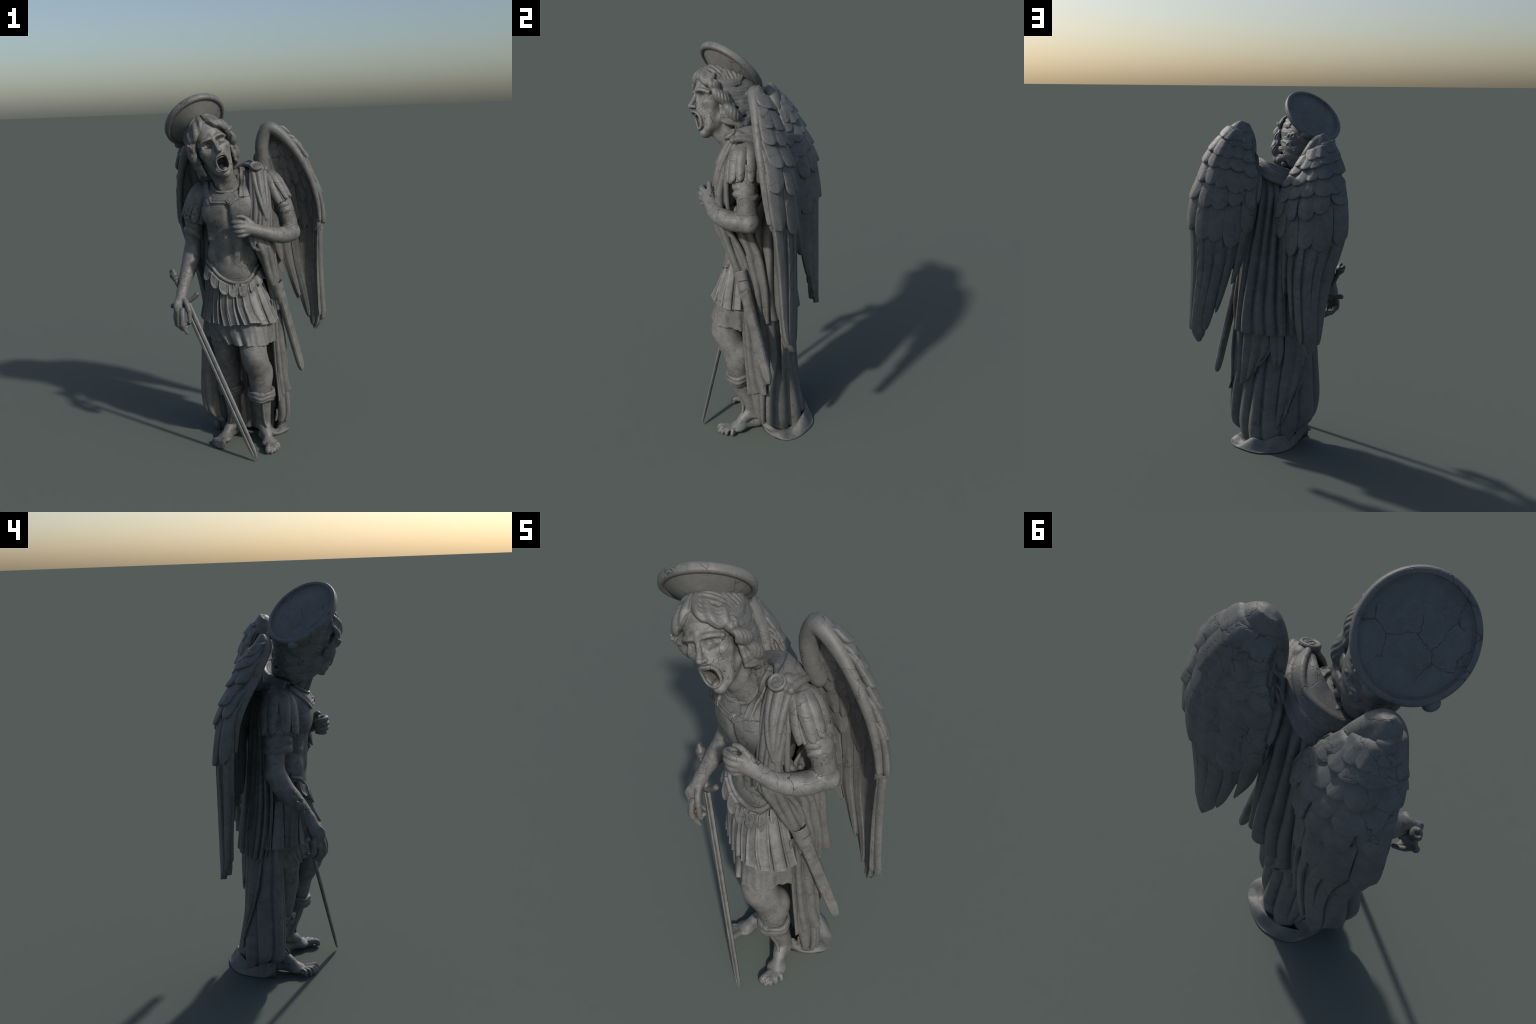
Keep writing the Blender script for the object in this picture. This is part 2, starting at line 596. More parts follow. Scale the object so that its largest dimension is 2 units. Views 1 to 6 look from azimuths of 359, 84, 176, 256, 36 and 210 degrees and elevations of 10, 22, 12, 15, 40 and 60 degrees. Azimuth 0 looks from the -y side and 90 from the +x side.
def hair_cap(d, k=1.0):
    """Point on the hair mass (skull cap or front mass, whichever stands further out) in direction d (local)."""
    d, o = unit(d), A([0, .010, .055])
    best = 0.
    for c, r in ((A([0, .044, .055]), A([.104, .146, .122])), (A([0, -.038, .072]), A([.090, .084, .106]))):
        q, e = (o - c) / r, d / r
        a, b, g = e @ e, q @ e, q @ q - 1
        h = b * b - a * g
        if h > 0:
            best = max(best, (-b + math.sqrt(h)) / a)
    return o + d * best * k


def build_hair():
    c = Clay((-.165, -.165, -.185), (.165, .225, .215), .003)
    c.ell((0, .044, .055), (.103, .145, .121), .01)
    c.ell((0, -.038, .072), (.088, .082, .104), .015)
    c.ell((0, .092, -.050), (.092, .088, .076), .03)
    c.ell((0, -.155, -.030), (.083, .120, .138), .008, cut=True)          # face opening
    c.ell((0, -.075, -.165), (.090, .085, .085), .008, cut=True)          # throat opening
    g = np.random.default_rng(3)
    for s in (1, -1):
        # combed strands from the parting down to the curls
        for i in range(9):
            a = -.95 + 1.75 * i / 8
            q = []
            for t in np.linspace(0, 1, 7):
                d = A([s * (.04 + 1.05 * math.sin(t * 1.45)), math.sin(a) * (1 - .35 * t) - .02 + .16 * t * t, math.cos(a) * math.cos(t * 1.45) + .10])
                p = hair_cap(d, 1.0 + .03 * math.sin(t * 3.1))
                p[1] += .006 * math.sin(9 * t + i + s)
                q.append(p)
            c.tube(q, [.006, .0085, .0095, .010, .010, .009, .006], .004, 22)
        # heavy waves framing the forehead and temple
        for j, (dy, dz, r) in enumerate([(0, -.002, .0095), (.005, .010, .0095), (.014, .018, .009), (.002, -.012, .0075), (.026, .025, .009), (.038, .031, .009)]):
            q = A([(.006, -.094, .146), (.026, -.117, .134), (.050, -.121, .113), (.073, -.113, .098), (.092, -.102, .083), (.106, -.083, .070), (.114, -.066, .046)])
            w = np.linspace(0, 1, 19)
            q = spline(q * A([s, 1, 1]), 19) + A([0, dy, dz]) * (1 - .85 * step(w, .62, 1.))[:, None] - A([s * .014, 0, 0]) * step(w, .80, 1.)[:, None]
            q[:, 2] += .0065 * np.sin(2 * np.pi * 2.7 * w + .35 * j) * step(w, .05, .3)
            q[:, 1] += .0060 * np.cos(2 * np.pi * 2.7 * w + .35 * j) * step(w, .05, .3)
            c.tube(q, (1 - .35 * step(w, .8, 1.)) * r * (1 + .18 * np.sin(2 * np.pi * 2.7 * w + .35 * j + 1.)), .0035, 34)
        c.tube(A([(.010, -.088, .140), (.048, -.108, .108), (.088, -.090, .080), (.104, -.066, .050)]) * A([s, 1, 1]), .014, .004)
        # wavy locks past the ear to the nape
        core = spline([(.104, -.074, .062), (.110, -.052, .028), (.112, -.024, -.010), (.111, .006, -.048), (.105, .030, -.088), (.090, .054, -.120), (.058, .083, -.134)], 40)
        core = core * A([s if s > 0 else -.98, 1, 1])
        if s < 0:
            core[:, 0] += .026 * step(np.linspace(0, 1, 40), .25, .7)
            core[:, 1] += .012 * step(np.linspace(0, 1, 40), .25, .7)
        T = unit(np.gradient(core, axis=0))
        S1 = unit(np.cross(T, [s, 0, 0]))
        S2 = s * np.cross(T, S1) * -1
        S2 = np.where((S2[:, :1] * s) < 0, -S2, S2)
        tt = np.linspace(0, 1, 40)
        for j in range(7):
            a0 = -1.5 + 3.0 * j / 6
            ph = a0 + .42 * np.sin(2 * np.pi * 3.1 * tt + .4 * j)
            rr = .019 + .0075 * np.sin(2 * np.pi * 3.1 * tt + .5 * j + 1.)
            q = core + rr[:, None] * (np.sin(ph)[:, None] * S1 + np.cos(ph)[:, None] * S2)
            c.tube(q[::2], (.0088 + .0016 * np.sin(7 * tt[::2] + j)) * (.55 + .45 * np.sin(np.pi * tt[::2]) ** .4), .0035, 40)
        c.tube(core[::4], .019, .004)
        # round ringlets lying on the rope and behind it
        for (x, y, z, rad) in [(.108, -.064, .066, .023), (.115, -.026, .010, .025), (.113, .008, -.038, .026), (.102, .040, -.090, .025), (.084, .068, -.126, .022), (.104, .028, .030, .023)]:
            if s < 0 and y < -.05:
                continue
            if s < 0:
                x, y = x + .003 - .024 * float(step(-z, -.03, .08)), y + .012 * float(step(-z, -.03, .08))
            n = unit(A([s * x, (y - .02) * .8, (z - .02) * .3]))
            u = unit(np.cross(n, [0, .3, 1]))
            w = np.cross(n, u)
            th = np.linspace(0, 2 * np.pi * 1.6, 16) + g.uniform(0, 6)
            rr = np.linspace(rad, rad * .25, 16)
            q = A([s * x, y, z]) + rr[:, None] * (np.cos(th)[:, None] * u + s * np.sin(th)[:, None] * w) + n * np.linspace(-.004, .006, 16)[:, None]
            c.tube(q, np.linspace(.0098, .0080, 16), .0035, 26)
    # waves wrapped round the back of the head
    for j in range(6):                                                    # garlands of hair, three strands each
        z0 = .082 - .036 * j
        th = np.linspace(-2.0, 2.0, 30)
        sc = np.abs(np.sin(2.5 * th + .85 * j)) ** .8
        for sub in (-1, 0, 1):
            zz = z0 + .012 - .024 * sc + .0115 * sub
            k = np.where(zz > -.01, np.sqrt(np.clip(1 - ((zz - .045) / .150) ** 2, .05, 1)), .99 - .5 * np.clip(-zz - .07, 0, 1)) * (.97 + .06 * sc) + (.015 if sub == 0 else 0.)
            q = np.stack([.104 * k * np.sin(th), .030 + .148 * k * np.cos(th), zz], 1)
            c.tube(q, .0075 + .0030 * sc, .0035, 56)
    for i in range(17):                                                   # loose ringlets over the back, staggered
        row = i % 3
        th = -1.35 + 2.7 * (i // 3 + .5 * (row == 1)) / 5 + .12 * g.normal()
        z = (.030, -.028, -.084)[row] + .010 * g.normal()
        k = 1.0 if z > -.05 else .96
        p = A([.104 * k * math.sin(th), .030 + .150 * k * math.cos(th), z])
        n = unit(A([math.sin(th) * 1.3, math.cos(th), -.1]))
        u = unit(np.cross(n, [0, .2, 1]))
        w = np.cross(n, u)
        a0, sp = g.uniform(0, 6), (1 if g.random() < .5 else -1)
        ph = np.linspace(0, 2 * np.pi * 1.35, 14)
        rr = np.linspace(.023, .007, 14)
        q = p + rr[:, None] * (np.cos(a0 + sp * ph)[:, None] * u + np.sin(a0 + sp * ph)[:, None] * w) + n * np.linspace(-.002, .008, 14)[:, None]
        c.tube(q, np.linspace(.0095, .0075, 14), .003, 22)
    for i in range(7):                                                    # nape curls
        th = -1.15 + 2.3 * i / 6
        c.ell((.098 * math.sin(th), .040 + .105 * math.cos(th), -.124 + .008 * math.cos(3 * i)), (.021, .021, .019), .004)
    c.tube([(0, -.105, .150), (0, -.06, .180), (0, 0, .186)], [.005, .005, .003], .006, cut=True)     # parting
    # sliced where the halo sits
    hc, hn = to_head(HALO_C), HM @ HALO_N
    c.op(lambda x, y, z: -((x - hc[0]) * hn[0] + (y - hc[1]) * hn[1] + (z - hc[2]) * hn[2] + .002), (-.2, -.2, -.2), (.2, .25, .25), .002, True)
    V, F = c.mesh(1)
    make("hair", from_head(V), F, HAIRM)
    for p, r in [((-.356, -.020, 1.732), (.026, .021, .017)), ((-.203, .040, 1.768), (.024, .020, .018))]:   # knobs on the rim
        k = Clay(A(p) - .04, A(p) + .04, .003)
        k.ell(p, r, 0, rot=np.stack([unit(np.cross(HALO_N, A(p) - HALO_C)), unit(A(p) - HALO_C), HALO_N]))
        V, F = k.mesh(1)
        make("halo_knob", V, F, DISC)


def build_halo():
    prof = [(0, .0170), (.06, .0140), (.12, .0080), (.150, .0050), (.1555, .0046), (.1575, .0060), (.1582, .0110), (.1595, .0150), (.1630, .0168), (.170, .0168), (.1750, .0150), (.1782, .0095),
            (.1788, .001), (.1780, -.0090), (.1755, -.0145), (.170, -.0180), (.164, -.0190), (.1585, -.0175), (.1560, -.0140), (.1545, -.0120), (.150, -.0150), (.12, -.0330), (.08, -.0560), (.04, -.0680), (0, -.0700)]
    p = A(prof)
    p = np.concatenate([p[i] + (p[i + 1] - p[i]) * np.linspace(0, 1, 3, endpoint=False)[:, None] for i in range(len(p) - 1)] + [p[-1:]])
    V, F = lathe(p, HALO_C, HALO_N, 128)
    d = V - HALO_C
    lng = (d @ HALO_LONG)[:, None] * HALO_LONG
    up = (d @ HALO_N)[:, None] * HALO_N
    V = HALO_C + lng * 1.012 + up + (d - lng - up) * .965
    make("halo", V, F, DISC)


build_head()
build_hair()
build_halo()


# ----------------------------------------------------------------- torso in a muscle cuirass
YAW = -.215                                  # the trunk is turned a little to its right
BX, BY = A([math.cos(YAW), math.sin(YAW), 0]), A([-math.sin(YAW), math.cos(YAW), 0])   # left, back


def body(x, y, z, c=(-.070, -.038)):
    return A([c[0], c[1], z]) + BX * x + BY * y


TORSO = Clay((-.36, -.26, .82), (.24, .16, 1.64), .004)


def build_torso():
    c = TORSO
    c.column([(.84, -.062, -.020, .180, .130, .120), (.92, -.068, -.024, .160, .120, .115), (1.00, -.076, -.032, .143, .110, .112), (1.08, -.080, -.036, .134, .108, .110),
              (1.16, -.077, -.038, .130, .114, .108), (1.25, -.073, -.042, .142, .120, .112), (1.33, -.068, -.046, .160, .142, .115), (1.40, -.062, -.044, .172, .156, .110),
              (1.46, -.056, -.034, .170, .152, .085), (1.51, -.050, -.022, .145, .124, .062), (1.55, -.046, -.014, .105, .085, .050), (1.585, -.046, -.010, .070, .045, .04)], .0, 2.3, YAW)
    c.cap(body(-.03, .005, 1.495), (-.245, .015, 1.450), .052, .060, .05)
    c.cap(body(.03, .005, 1.515), (.130, -.065, 1.525), .054, .056, .05)
    for s, z in ((-1, 1.355), (1, 1.375)):
        c.ell(body(s * .075, -.098, z), (.078, .034, .062), .045, rot=np.stack([BX, BY, [0, 0, 1]]))      # pectoral
        c.ell(body(s * .098, -.131, z - .030), .0050, .004)                                               # nipple
        for i, zz in enumerate((1.245, 1.185, 1.125)):
            c.ell(body(s * .034, -.098, zz), (.034, .020, .031), .026, rot=np.stack([BX, BY, [0, 0, 1]]))  # belly
        c.ell(body(s * .112, -.040, 1.12), (.030, .050, .055), .03, rot=np.stack([BX, BY, [0, 0, 1]]))
        for i in range(3):
            c.ell(body(s * .112, -.070, 1.275 - .032 * i), (.020, .020, .012), .022)
    c.tube([body(0, -.150, 1.40), body(0, -.142, 1.30), body(0, -.124, 1.16), body(0, -.122, 1.09)], [.003, .005, .006, .003], .03, 20, cut=True)
    c.ell(body(0, -.070, 1.05), (.075, .040, .060), .04, rot=np.stack([BX, BY, [0, 0, 1]]))                # lower belly
    c.ell(body(.004, -.134, 1.085), (.005, .010, .006), .010, cut=True)                                    # navel
    # hollow of the neckline
    c.ell((-.092, -.150, 1.555), (.098, .062, .082), .012, cut=True)
    V, F = c.mesh(2)
    make("torso", V, F, ARMOUR)


build_torso()


def band(path, half, thick, mat, name, n=60, lift=.0, ridge=.003, field=None, parent=None):
    """Flat trim lying on the torso: path points are snapped to the clay surface."""
    f = field or TORSO
    P = spline(path, n)
    P, N = f.snap(P)
    N = unit(relax_line(N, 6))
    P = relax_line(P, 3)
    T = unit(np.gradient(P, axis=0))
    B = np.cross(N, T)
    c = A([-1, -.92, -.7, -.5, 0, .5, .7, .92, 1])
    h = A([0, .8, 1., .55, .5, .55, 1., .8, 0]) * ridge
    G = P[:, None] + B[:, None] * (c * half)[None, :, None]
    Q, M = f.snap(G.reshape(-1, 3), 4)
    Q = Q.reshape(G.shape)
    G = G * .4 + Q * .6
    top = G + N[:, None] * (lift + thick + h)[None, :, None]
    bot = G + N[:, None] * (lift - .012)
    V, F = slab(top, bot)
    return make(name, V, F, mat, parent)


def relax_line(P, it):
    P = P.copy()
    for _ in range(it):
        P[1:-1] = .25 * P[:-2] + .5 * P[1:-1] + .25 * P[2:]
    return P


def build_trims():
    # square neckline with a small plaque, two shoulder straps
    band([(-.200, -.140, 1.425), (-.150, -.178, 1.428), (-.110, -.192, 1.428), (-.088, -.196, 1.420), (-.062, -.194, 1.437), (-.030, -.188, 1.452), (-.005, -.180, 1.458)], .0115, .005, ARMOUR, "neckline_trim")
    k = Clay((-.14, -.25, 1.38), (-.04, -.12, 1.48), .0025)
    p, n = TORSO.snap(A([[-.090, -.19, 1.432]]))
    p, n = p[0], n[0]
    u = unit(np.cross([0, 0, 1], n))
    w = np.cross(n, u)
    k.ell(p, (.019, .0165, .011), 0, rot=np.stack([u, w, n]))
    k.tube([p + u * .013 + n * .009, p + w * .012 + n * .009, p - u * .013 + n * .009, p - w * .014 + n * .009, p + u * .013 + n * .009], .0032, .002, 30)
    k.ell(p + n * .009, (.006, .006, .005), .002)
    V, F = k.mesh(1)
    make("plaque", V, F, ARMOUR)
    band([(-.222, -.050, 1.535), (-.224, -.090, 1.505), (-.212, -.125, 1.462), (-.192, -.152, 1.412)], .016, .007, ARMOUR, "shoulder_strap")
    band([(-.014, -.052, 1.596), (-.012, -.075, 1.588), (-.012, -.100, 1.568), (-.016, -.146, 1.515), (-.020, -.180, 1.470), (-.022, -.192, 1.448)], .016, .009, ARMOUR, "shoulder_strap")
    # raised collar edge
    band([(-.185, -.070, 1.530), (-.172, -.120, 1.492), (-.140, -.150, 1.470), (-.105, -.160, 1.462), (-.070, -.155, 1.475), (-.040, -.130, 1.510), (-.030, -.090, 1.560)], .008, .008, ARMOUR, "collar_edge", ridge=.002)
    # belt-like lower rim of the cuirass: dips in the middle
    path = [(-.235, -.030, 1.085), (-.210, -.085, 1.068), (-.185, -.110, 1.035), (-.150, -.140, .998), (-.105, -.155, .975), (-.058, -.158, .968), (-.010, -.155, .980), (.025, -.145, 1.008), (.048, -.130, 1.038), (.075, -.10, 1.050), (.085, -.05, 1.060)]
    P, N = TORSO.snap(spline(path, 80))
    P = relax_line(P + N * .007, 4)
    V1, F1 = ring_tube(P, .0098, 12)
    V2, F2 = ring_tube(relax_line(P - A([0, 0, .017]) - N * .002, 4), .0055, 10)
    make("cuirass_rim", *merged([(V1, F1), (V2, F2)]), ARMOUR)
    # scalloped tabs under the rim
    s = np.linspace(.05, .95, 9)
    C = spline(path, s)
    for i in range(8):
        a, b = C[i] - A([0, 0, .018]), C[i + 1] - A([0, 0, .018])
        nb, nc = 16, 13
        v = np.linspace(0, 1, nb)[:, None]
        h = np.linspace(-1, 1, nc)[None]
        wide = np.where(v < .48, 1., np.sqrt(np.clip(1 - ((v - .48) / .52) ** 2, 0, 1)))
        L = .5 + .53 * h * wide
        G = a + (b - a) * L[..., None]
        G[..., 2] -= v * .058
        Q, N = TORSO.snap(G.reshape(-1, 3))
        Q, N = Q.reshape(G.shape), unit(N.reshape(G.shape).mean((0, 1)))
        edge = np.clip(np.maximum(np.abs(h) ** 5 * np.ones_like(v), np.clip((v - .74) / .18, 0, 1)), 0, 1)
        V, F = slab(Q + N * (.026 + .018 * v + .0050 * edge)[..., None], Q - N * .004)
        make("scallop_tab", V, F, ARMOUR)


build_trims()


# ----------------------------------------------------------------- arms and hands
def build_arms():
    # figure's right arm hangs, hand loosely on the sword
    c = Clay((-.48, -.19, .66), (-.22, .15, 1.40), .0032)
    c.tube([(-.270, .035, 1.40), (-.295, .050, 1.30), (-.306, .062, 1.215), (-.314, .066, 1.140), (-.322, .048, 1.085)], [.050, .048, .045, .044, .044], .02)
    c.tube([(-.316, .062, 1.130), (-.330, .030, 1.060), (-.347, -.010, 1.010), (-.364, -.048, .960), (-.377, -.076, .915)], [.043, .047, .042, .034, .0285], .02)
    c.ell((-.318, .098, 1.128), .020, .025)
    c.tube([(-.377, -.076, .915), (-.388, -.098, .870), (-.397, -.112, .815)], [.028, .030, .026], .015)
    c.ell((-.398, -.108, .838), (.022, .040, .045), .015, rot=np.stack([unit(A([.80, -.55, 0])), unit(A([.55, .80, .1])), [0, 0, 1]]))
    fingers = [([(-.376, -.140, .825), (-.378, -.153, .785), (-.378, -.152, .742), (-.368, -.140, .712), (-.357, -.131, .690)], .0125),
               ([(-.394, -.130, .815), (-.398, -.140, .775), (-.397, -.138, .738), (-.382, -.122, .712), (-.368, -.106, .704)], .0125),
               ([(-.408, -.108, .808), (-.414, -.116, .770), (-.411, -.114, .738), (-.390, -.100, .716), (-.362, -.088, .712)], .0120),
               ([(-.414, -.082, .812), (-.421, -.086, .780), (-.417, -.084, .752), (-.390, -.074, .732), (-.350, -.068, .726)], .0110),
               ([(-.366, -.110, .880), (-.350, -.138, .858), (-.340, -.148, .825), (-.338, -.148, .785), (-.339, -.144, .757)], .0125)]
    for q, r in fingers:
        r *= 1.12
        c.tube(q, [r * 1.1, r * 1.05, r, r * .88, r * .75], .006, 18)
        c.ell(q[2], r * 1.05, .006)
    V, F = c.mesh(2)
    fc = V[F].mean(1)
    split_by(V, F, (fc[:, 2] < .900).astype(int), ["arm", "hand"], SKIN)
    # figure's left arm, bent across the chest
    c = Clay((-.13, -.33, 1.15), (.34, .06, 1.50), .0032)
    c.tube([(.165, -.068, 1.50), (.203, -.076, 1.40), (.228, -.078, 1.31), (.243, -.074, 1.245)], [.052, .050, .048, .046], .02)
    c.ell((.252, -.066, 1.222), (.038, .038, .036), .03)
    c.tube([(.243, -.074, 1.228), (.209, -.138, 1.228), (.163, -.192, 1.236), (.112, -.226, 1.251), (.062, -.236, 1.267)], [.044, .047, .043, .036, .031], .02)
    c.tube([(.062, -.230, 1.267), (.025, -.246, 1.280), (-.022, -.258, 1.290)], [.031, .031, .028], .015)
    c.ell((-.006, -.252, 1.286), (.042, .022, .042), .015, rot=np.stack([unit(A([.9, .36, -.15])), unit(A([-.36, .9, 0])), [.1, 0, 1]]))
    fingers = [([(-.012, -.256, 1.312), (-.048, -.274, 1.324), (-.080, -.270, 1.324), (-.091, -.244, 1.318), (-.074, -.220, 1.312)], .0130),
               ([(-.012, -.262, 1.294), (-.046, -.280, 1.299), (-.076, -.274, 1.298), (-.087, -.248, 1.294), (-.070, -.224, 1.290)], .0128),
               ([(-.012, -.262, 1.276), (-.042, -.280, 1.275), (-.070, -.274, 1.273), (-.080, -.250, 1.271), (-.064, -.226, 1.270)], .0122),
               ([(-.010, -.258, 1.258), (-.036, -.274, 1.253), (-.060, -.270, 1.250), (-.069, -.248, 1.250), (-.054, -.228, 1.252)], .0112),
               ([(.030, -.232, 1.292), (.004, -.238, 1.322), (-.022, -.238, 1.342), (-.046, -.238, 1.350), (-.064, -.240, 1.349)], .0120)]
    for i, (q, r) in enumerate(fingers):
        q = A(q) + A([.012, -.002, 0])
        c.tube(q, [r * 1.0, r * 1.05, r, r * .9, r * .8] if i < 4 else [r * 1.5, r * 1.2, r, r * .9, r * .7], .005 if i < 4 else .012, 18)
    V, F = c.mesh(2)
    fc = V[F].mean(1)
    split_by(V, F, (fc[:, 0] < .040).astype(int), ["arm", "hand"], SKIN)


build_arms()


# ----------------------------------------------------------------- legs and feet
def foot(c, ankle, heel, toes, width):
    """toes: five (tip, radius) from big to little."""
    a, h = A(ankle), A(heel)
    mid = np.mean([A(t[0]) for t in toes], 0)
    d = unit((mid - h) * A([1, 1, 0]))
    side = A([-d[1], d[0], 0])
    ball = mid * .60 + h * .40
    ball[2] = .026
    c.ell(h + A([0, 0, .004]), (.028, .030, .026), .015)
    c.tube([a, (a + ball) * .5 + A([0, 0, .012]), ball + A([0, 0, .006])], [.034, .030, .020], .02)
    c.ell(ball, (.048, .046, .0215), .02, rot=np.stack([d, side, [0, 0, 1]]))
    c.cap(h, ball, .024, .022, .02)
    for i, (t, r) in enumerate(toes):
        t = A(t)
        base = t * .45 + ball * .55
        base[2] = .028
        k = t * .70 + base * .30
        k[2] = .030 + .002 * (i == 0)
        pre = t * .93 + base * .07
        pre[2] = r * 1.7
        c.tube([base, k, pre, t], [r * 1.0, r * .86, r * .94, r * .88], .0015, 16)


def build_legs():
    # figure's left leg: bent, knee forward
    c = Clay((-.12, -.33, -.01), (.20, .06, .86), .004)
    c.tube([(.015, -.060, .84), (.010, -.130, .74), (.008, -.168, .66), (.010, -.185, .58), (.022, -.170, .51)], [.088, .085, .080, .074, .066], .03)
    c.ell((.008, -.218, .562), (.046, .044, .052), .03)
    c.ell((-.012, -.226, .600), (.025, .02, .03), .03)
    c.tube([(.018, -.176, .530), (.038, -.152, .460), (.044, -.140, .400), (.046, -.132, .335), (.050, -.112, .26), (.053, -.085, .18), (.054, -.066, .12)], [.064, .066, .065, .057, .050, .044, .041], .03)
    c.ell((.056, -.118, .440), (.058, .056, .075), .03)
    c.ell((.020, -.060, .095), .014, .02)
    c.ell((.086, -.056, .085), .014, .02)
    foot(c, (.055, -.075, .095), (.052, -.045, .030), [((.068, -.252, .016), .0165), ((.090, -.254, .012), .0120), ((.108, -.240, .012), .0120), ((.124, -.220, .012), .0115), ((.135, -.190, .012), .0110)], .05)
    V, F = c.mesh(2)
    V[:, 2] = np.maximum(V[:, 2], 0.)
    fc = V[F].mean(1)
    split_by(V, F, (fc[:, 2] < .115).astype(int), ["leg", "foot"], SKIN)
    # figure's right leg: straight, set back
    c = Clay((-.30, -.24, -.01), (-.02, .13, .86), .004)
    c.tube([(-.145, .010, .84), (-.150, -.005, .72), (-.150, -.010, .62), (-.145, -.008, .53), (-.140, .000, .44)], [.090, .086, .080, .068, .062], .03)
    c.ell((-.150, -.050, .508), (.038, .028, .045), .03)
    c.tube([(-.140, .000, .46), (-.134, .008, .39), (-.128, .015, .32), (-.122, .025, .23), (-.117, .034, .15), (-.115, .038, .10)], [.062, .064, .058, .048, .040, .038], .03)
    c.ell((-.140, .004, .40), (.056, .052, .07), .03)
    c.ell((-.145, .030, .085), .013, .02)
    c.ell((-.085, .036, .088), .013, .02)
    foot(c, (-.118, .025, .085), (-.112, .048, .030), [((-.186, -.160, .016), .0165), ((-.207, -.152, .012), .0120), ((-.222, -.136, .012), .0120), ((-.234, -.114, .012), .0115), ((-.238, -.088, .012), .0110)], .05)
    V, F = c.mesh(2)
    V[:, 2] = np.maximum(V[:, 2], 0.)
    fc = V[F].mean(1)
    split_by(V, F, (fc[:, 2] < .115).astype(int), ["leg", "foot"], SKIN)
    # boot cuffs with a knot, open-toed boot straps
    for (cx, cy, z, rx, ry, tilt, knot, shin) in [(.047, -.132, .325, .066, .062, .10, (.046, -.192, .326), [(.050, -.178, .30), (.052, -.150, .22), (.058, -.122, .15), (.072, -.125, .105)]),
                                                  (-.128, .012, .315, .064, .060, .05, (-.140, -.052, .315), [(-.138, -.040, .29), (-.132, -.020, .22), (-.128, -.004, .15), (-.140, -.030, .10)])]:
        th = np.linspace(0, 2 * np.pi, 49)
        parts = []
        for dz, r, k in ((.008, .012, 1.0), (-.012, .012, 1.02), (-.030, .009, .98)):
            q = np.stack([cx + rx * k * np.cos(th), cy + ry * k * np.sin(th), z + dz + tilt * (cy + 0 * th - (cy + ry * np.sin(th))) * -1 + .004 * np.sin(5 * th)], 1)
            parts.append(ring_tube(q, r + .002 * np.sin(4 * th + dz * 300), 12))
        V, F = fuse(parts, .004, 2)
        make("boot_cuff", V, F, ARMOUR)
        k = Clay(A(knot) - .06, A(knot) + .06, .003)
        k.ell(knot, (.019, .016, .017), .004)
        for s in (1, -1):
            k.ell(A(knot) + A([s * .026, .012, .000]), (.022, .014, .013), .006)
            k.ell(A(knot) + A([s * .018, .008, -.022]), (.012, .010, .018), .006)
        V, F = k.mesh(1)
        make("boot_knot", V, F, ARMOUR)
        q = spline(shin, 30)
        V, F = ring_tube(q, .006 + .003 * np.sin(np.linspace(0, np.pi, 30)), 8)
        make("boot_seam", V, F, SKIN)


build_legs()


# ----------------------------------------------------------------- surfaces that carry straps and feathers
def surf(fn, sign=1.):
    def S(u, t):
        u, t = np.asarray(u, float), np.asarray(t, float)
        e = 2e-3
        P = fn(u, t)
        du = (fn(u + e, t) - fn(u - e, t)) / (2 * e)
        dt = (fn(u, t + e) - fn(u, t - e)) / (2 * e)
        return P, sign * unit(np.cross(du, dt)), np.linalg.norm(du, axis=-1)
    return S


def ring_stack(rings, n=240):
    """Closed rings (k,12,3) -> fn(u,t), u periodic."""
    G = np.stack([closed_spline(r, n) for r in rings])          # m,n,3
    m = len(G)

    def fn(u, t):
        q = np.mod(u, 1.) * n
        i = q.astype(int) % n
        f = (q - np.floor(q))[:, None]
        j = np.clip(t, -.2, 1.2) * (m - 1)
        j0 = np.clip(np.floor(j).astype(int), 0, m - 2)
        g = (j - j0)[:, None]

        def row(k):
            k = np.clip(k, 0, m - 1)
            return G[k, i] * (1 - f) + G[k, (i + 1) % n] * f
        a, b, c, d = row(j0 - 1), row(j0), row(j0 + 1), row(j0 + 2)
        return .5 * (2 * b + (c - a) * g + (2 * a - 5 * b + 4 * c - d) * g ** 2 + (3 * b - a - 3 * c + d) * g ** 3)
    return fn


def loft(fn, nu, nt, t0=0., t1=1.):
    u, t = np.linspace(0, 1, nu, endpoint=False), np.linspace(t0, t1, nt)
    T, U = np.meshgrid(t, u, indexing="ij")
    return fn(U.ravel(), T.ravel()).reshape(nt, nu, 3)


def closed_loft(G):
    """Rings (m,n,3) -> solid with end caps pinched to their centres."""
    G = np.concatenate([np.repeat(G[:1].mean(1, keepdims=True), G.shape[1], 1), G, np.repeat(G[-1:].mean(1, keepdims=True), G.shape[1], 1)])
    return G.reshape(-1, 3), grid_faces(G.shape[0], G.shape[1], wrap_n=True)


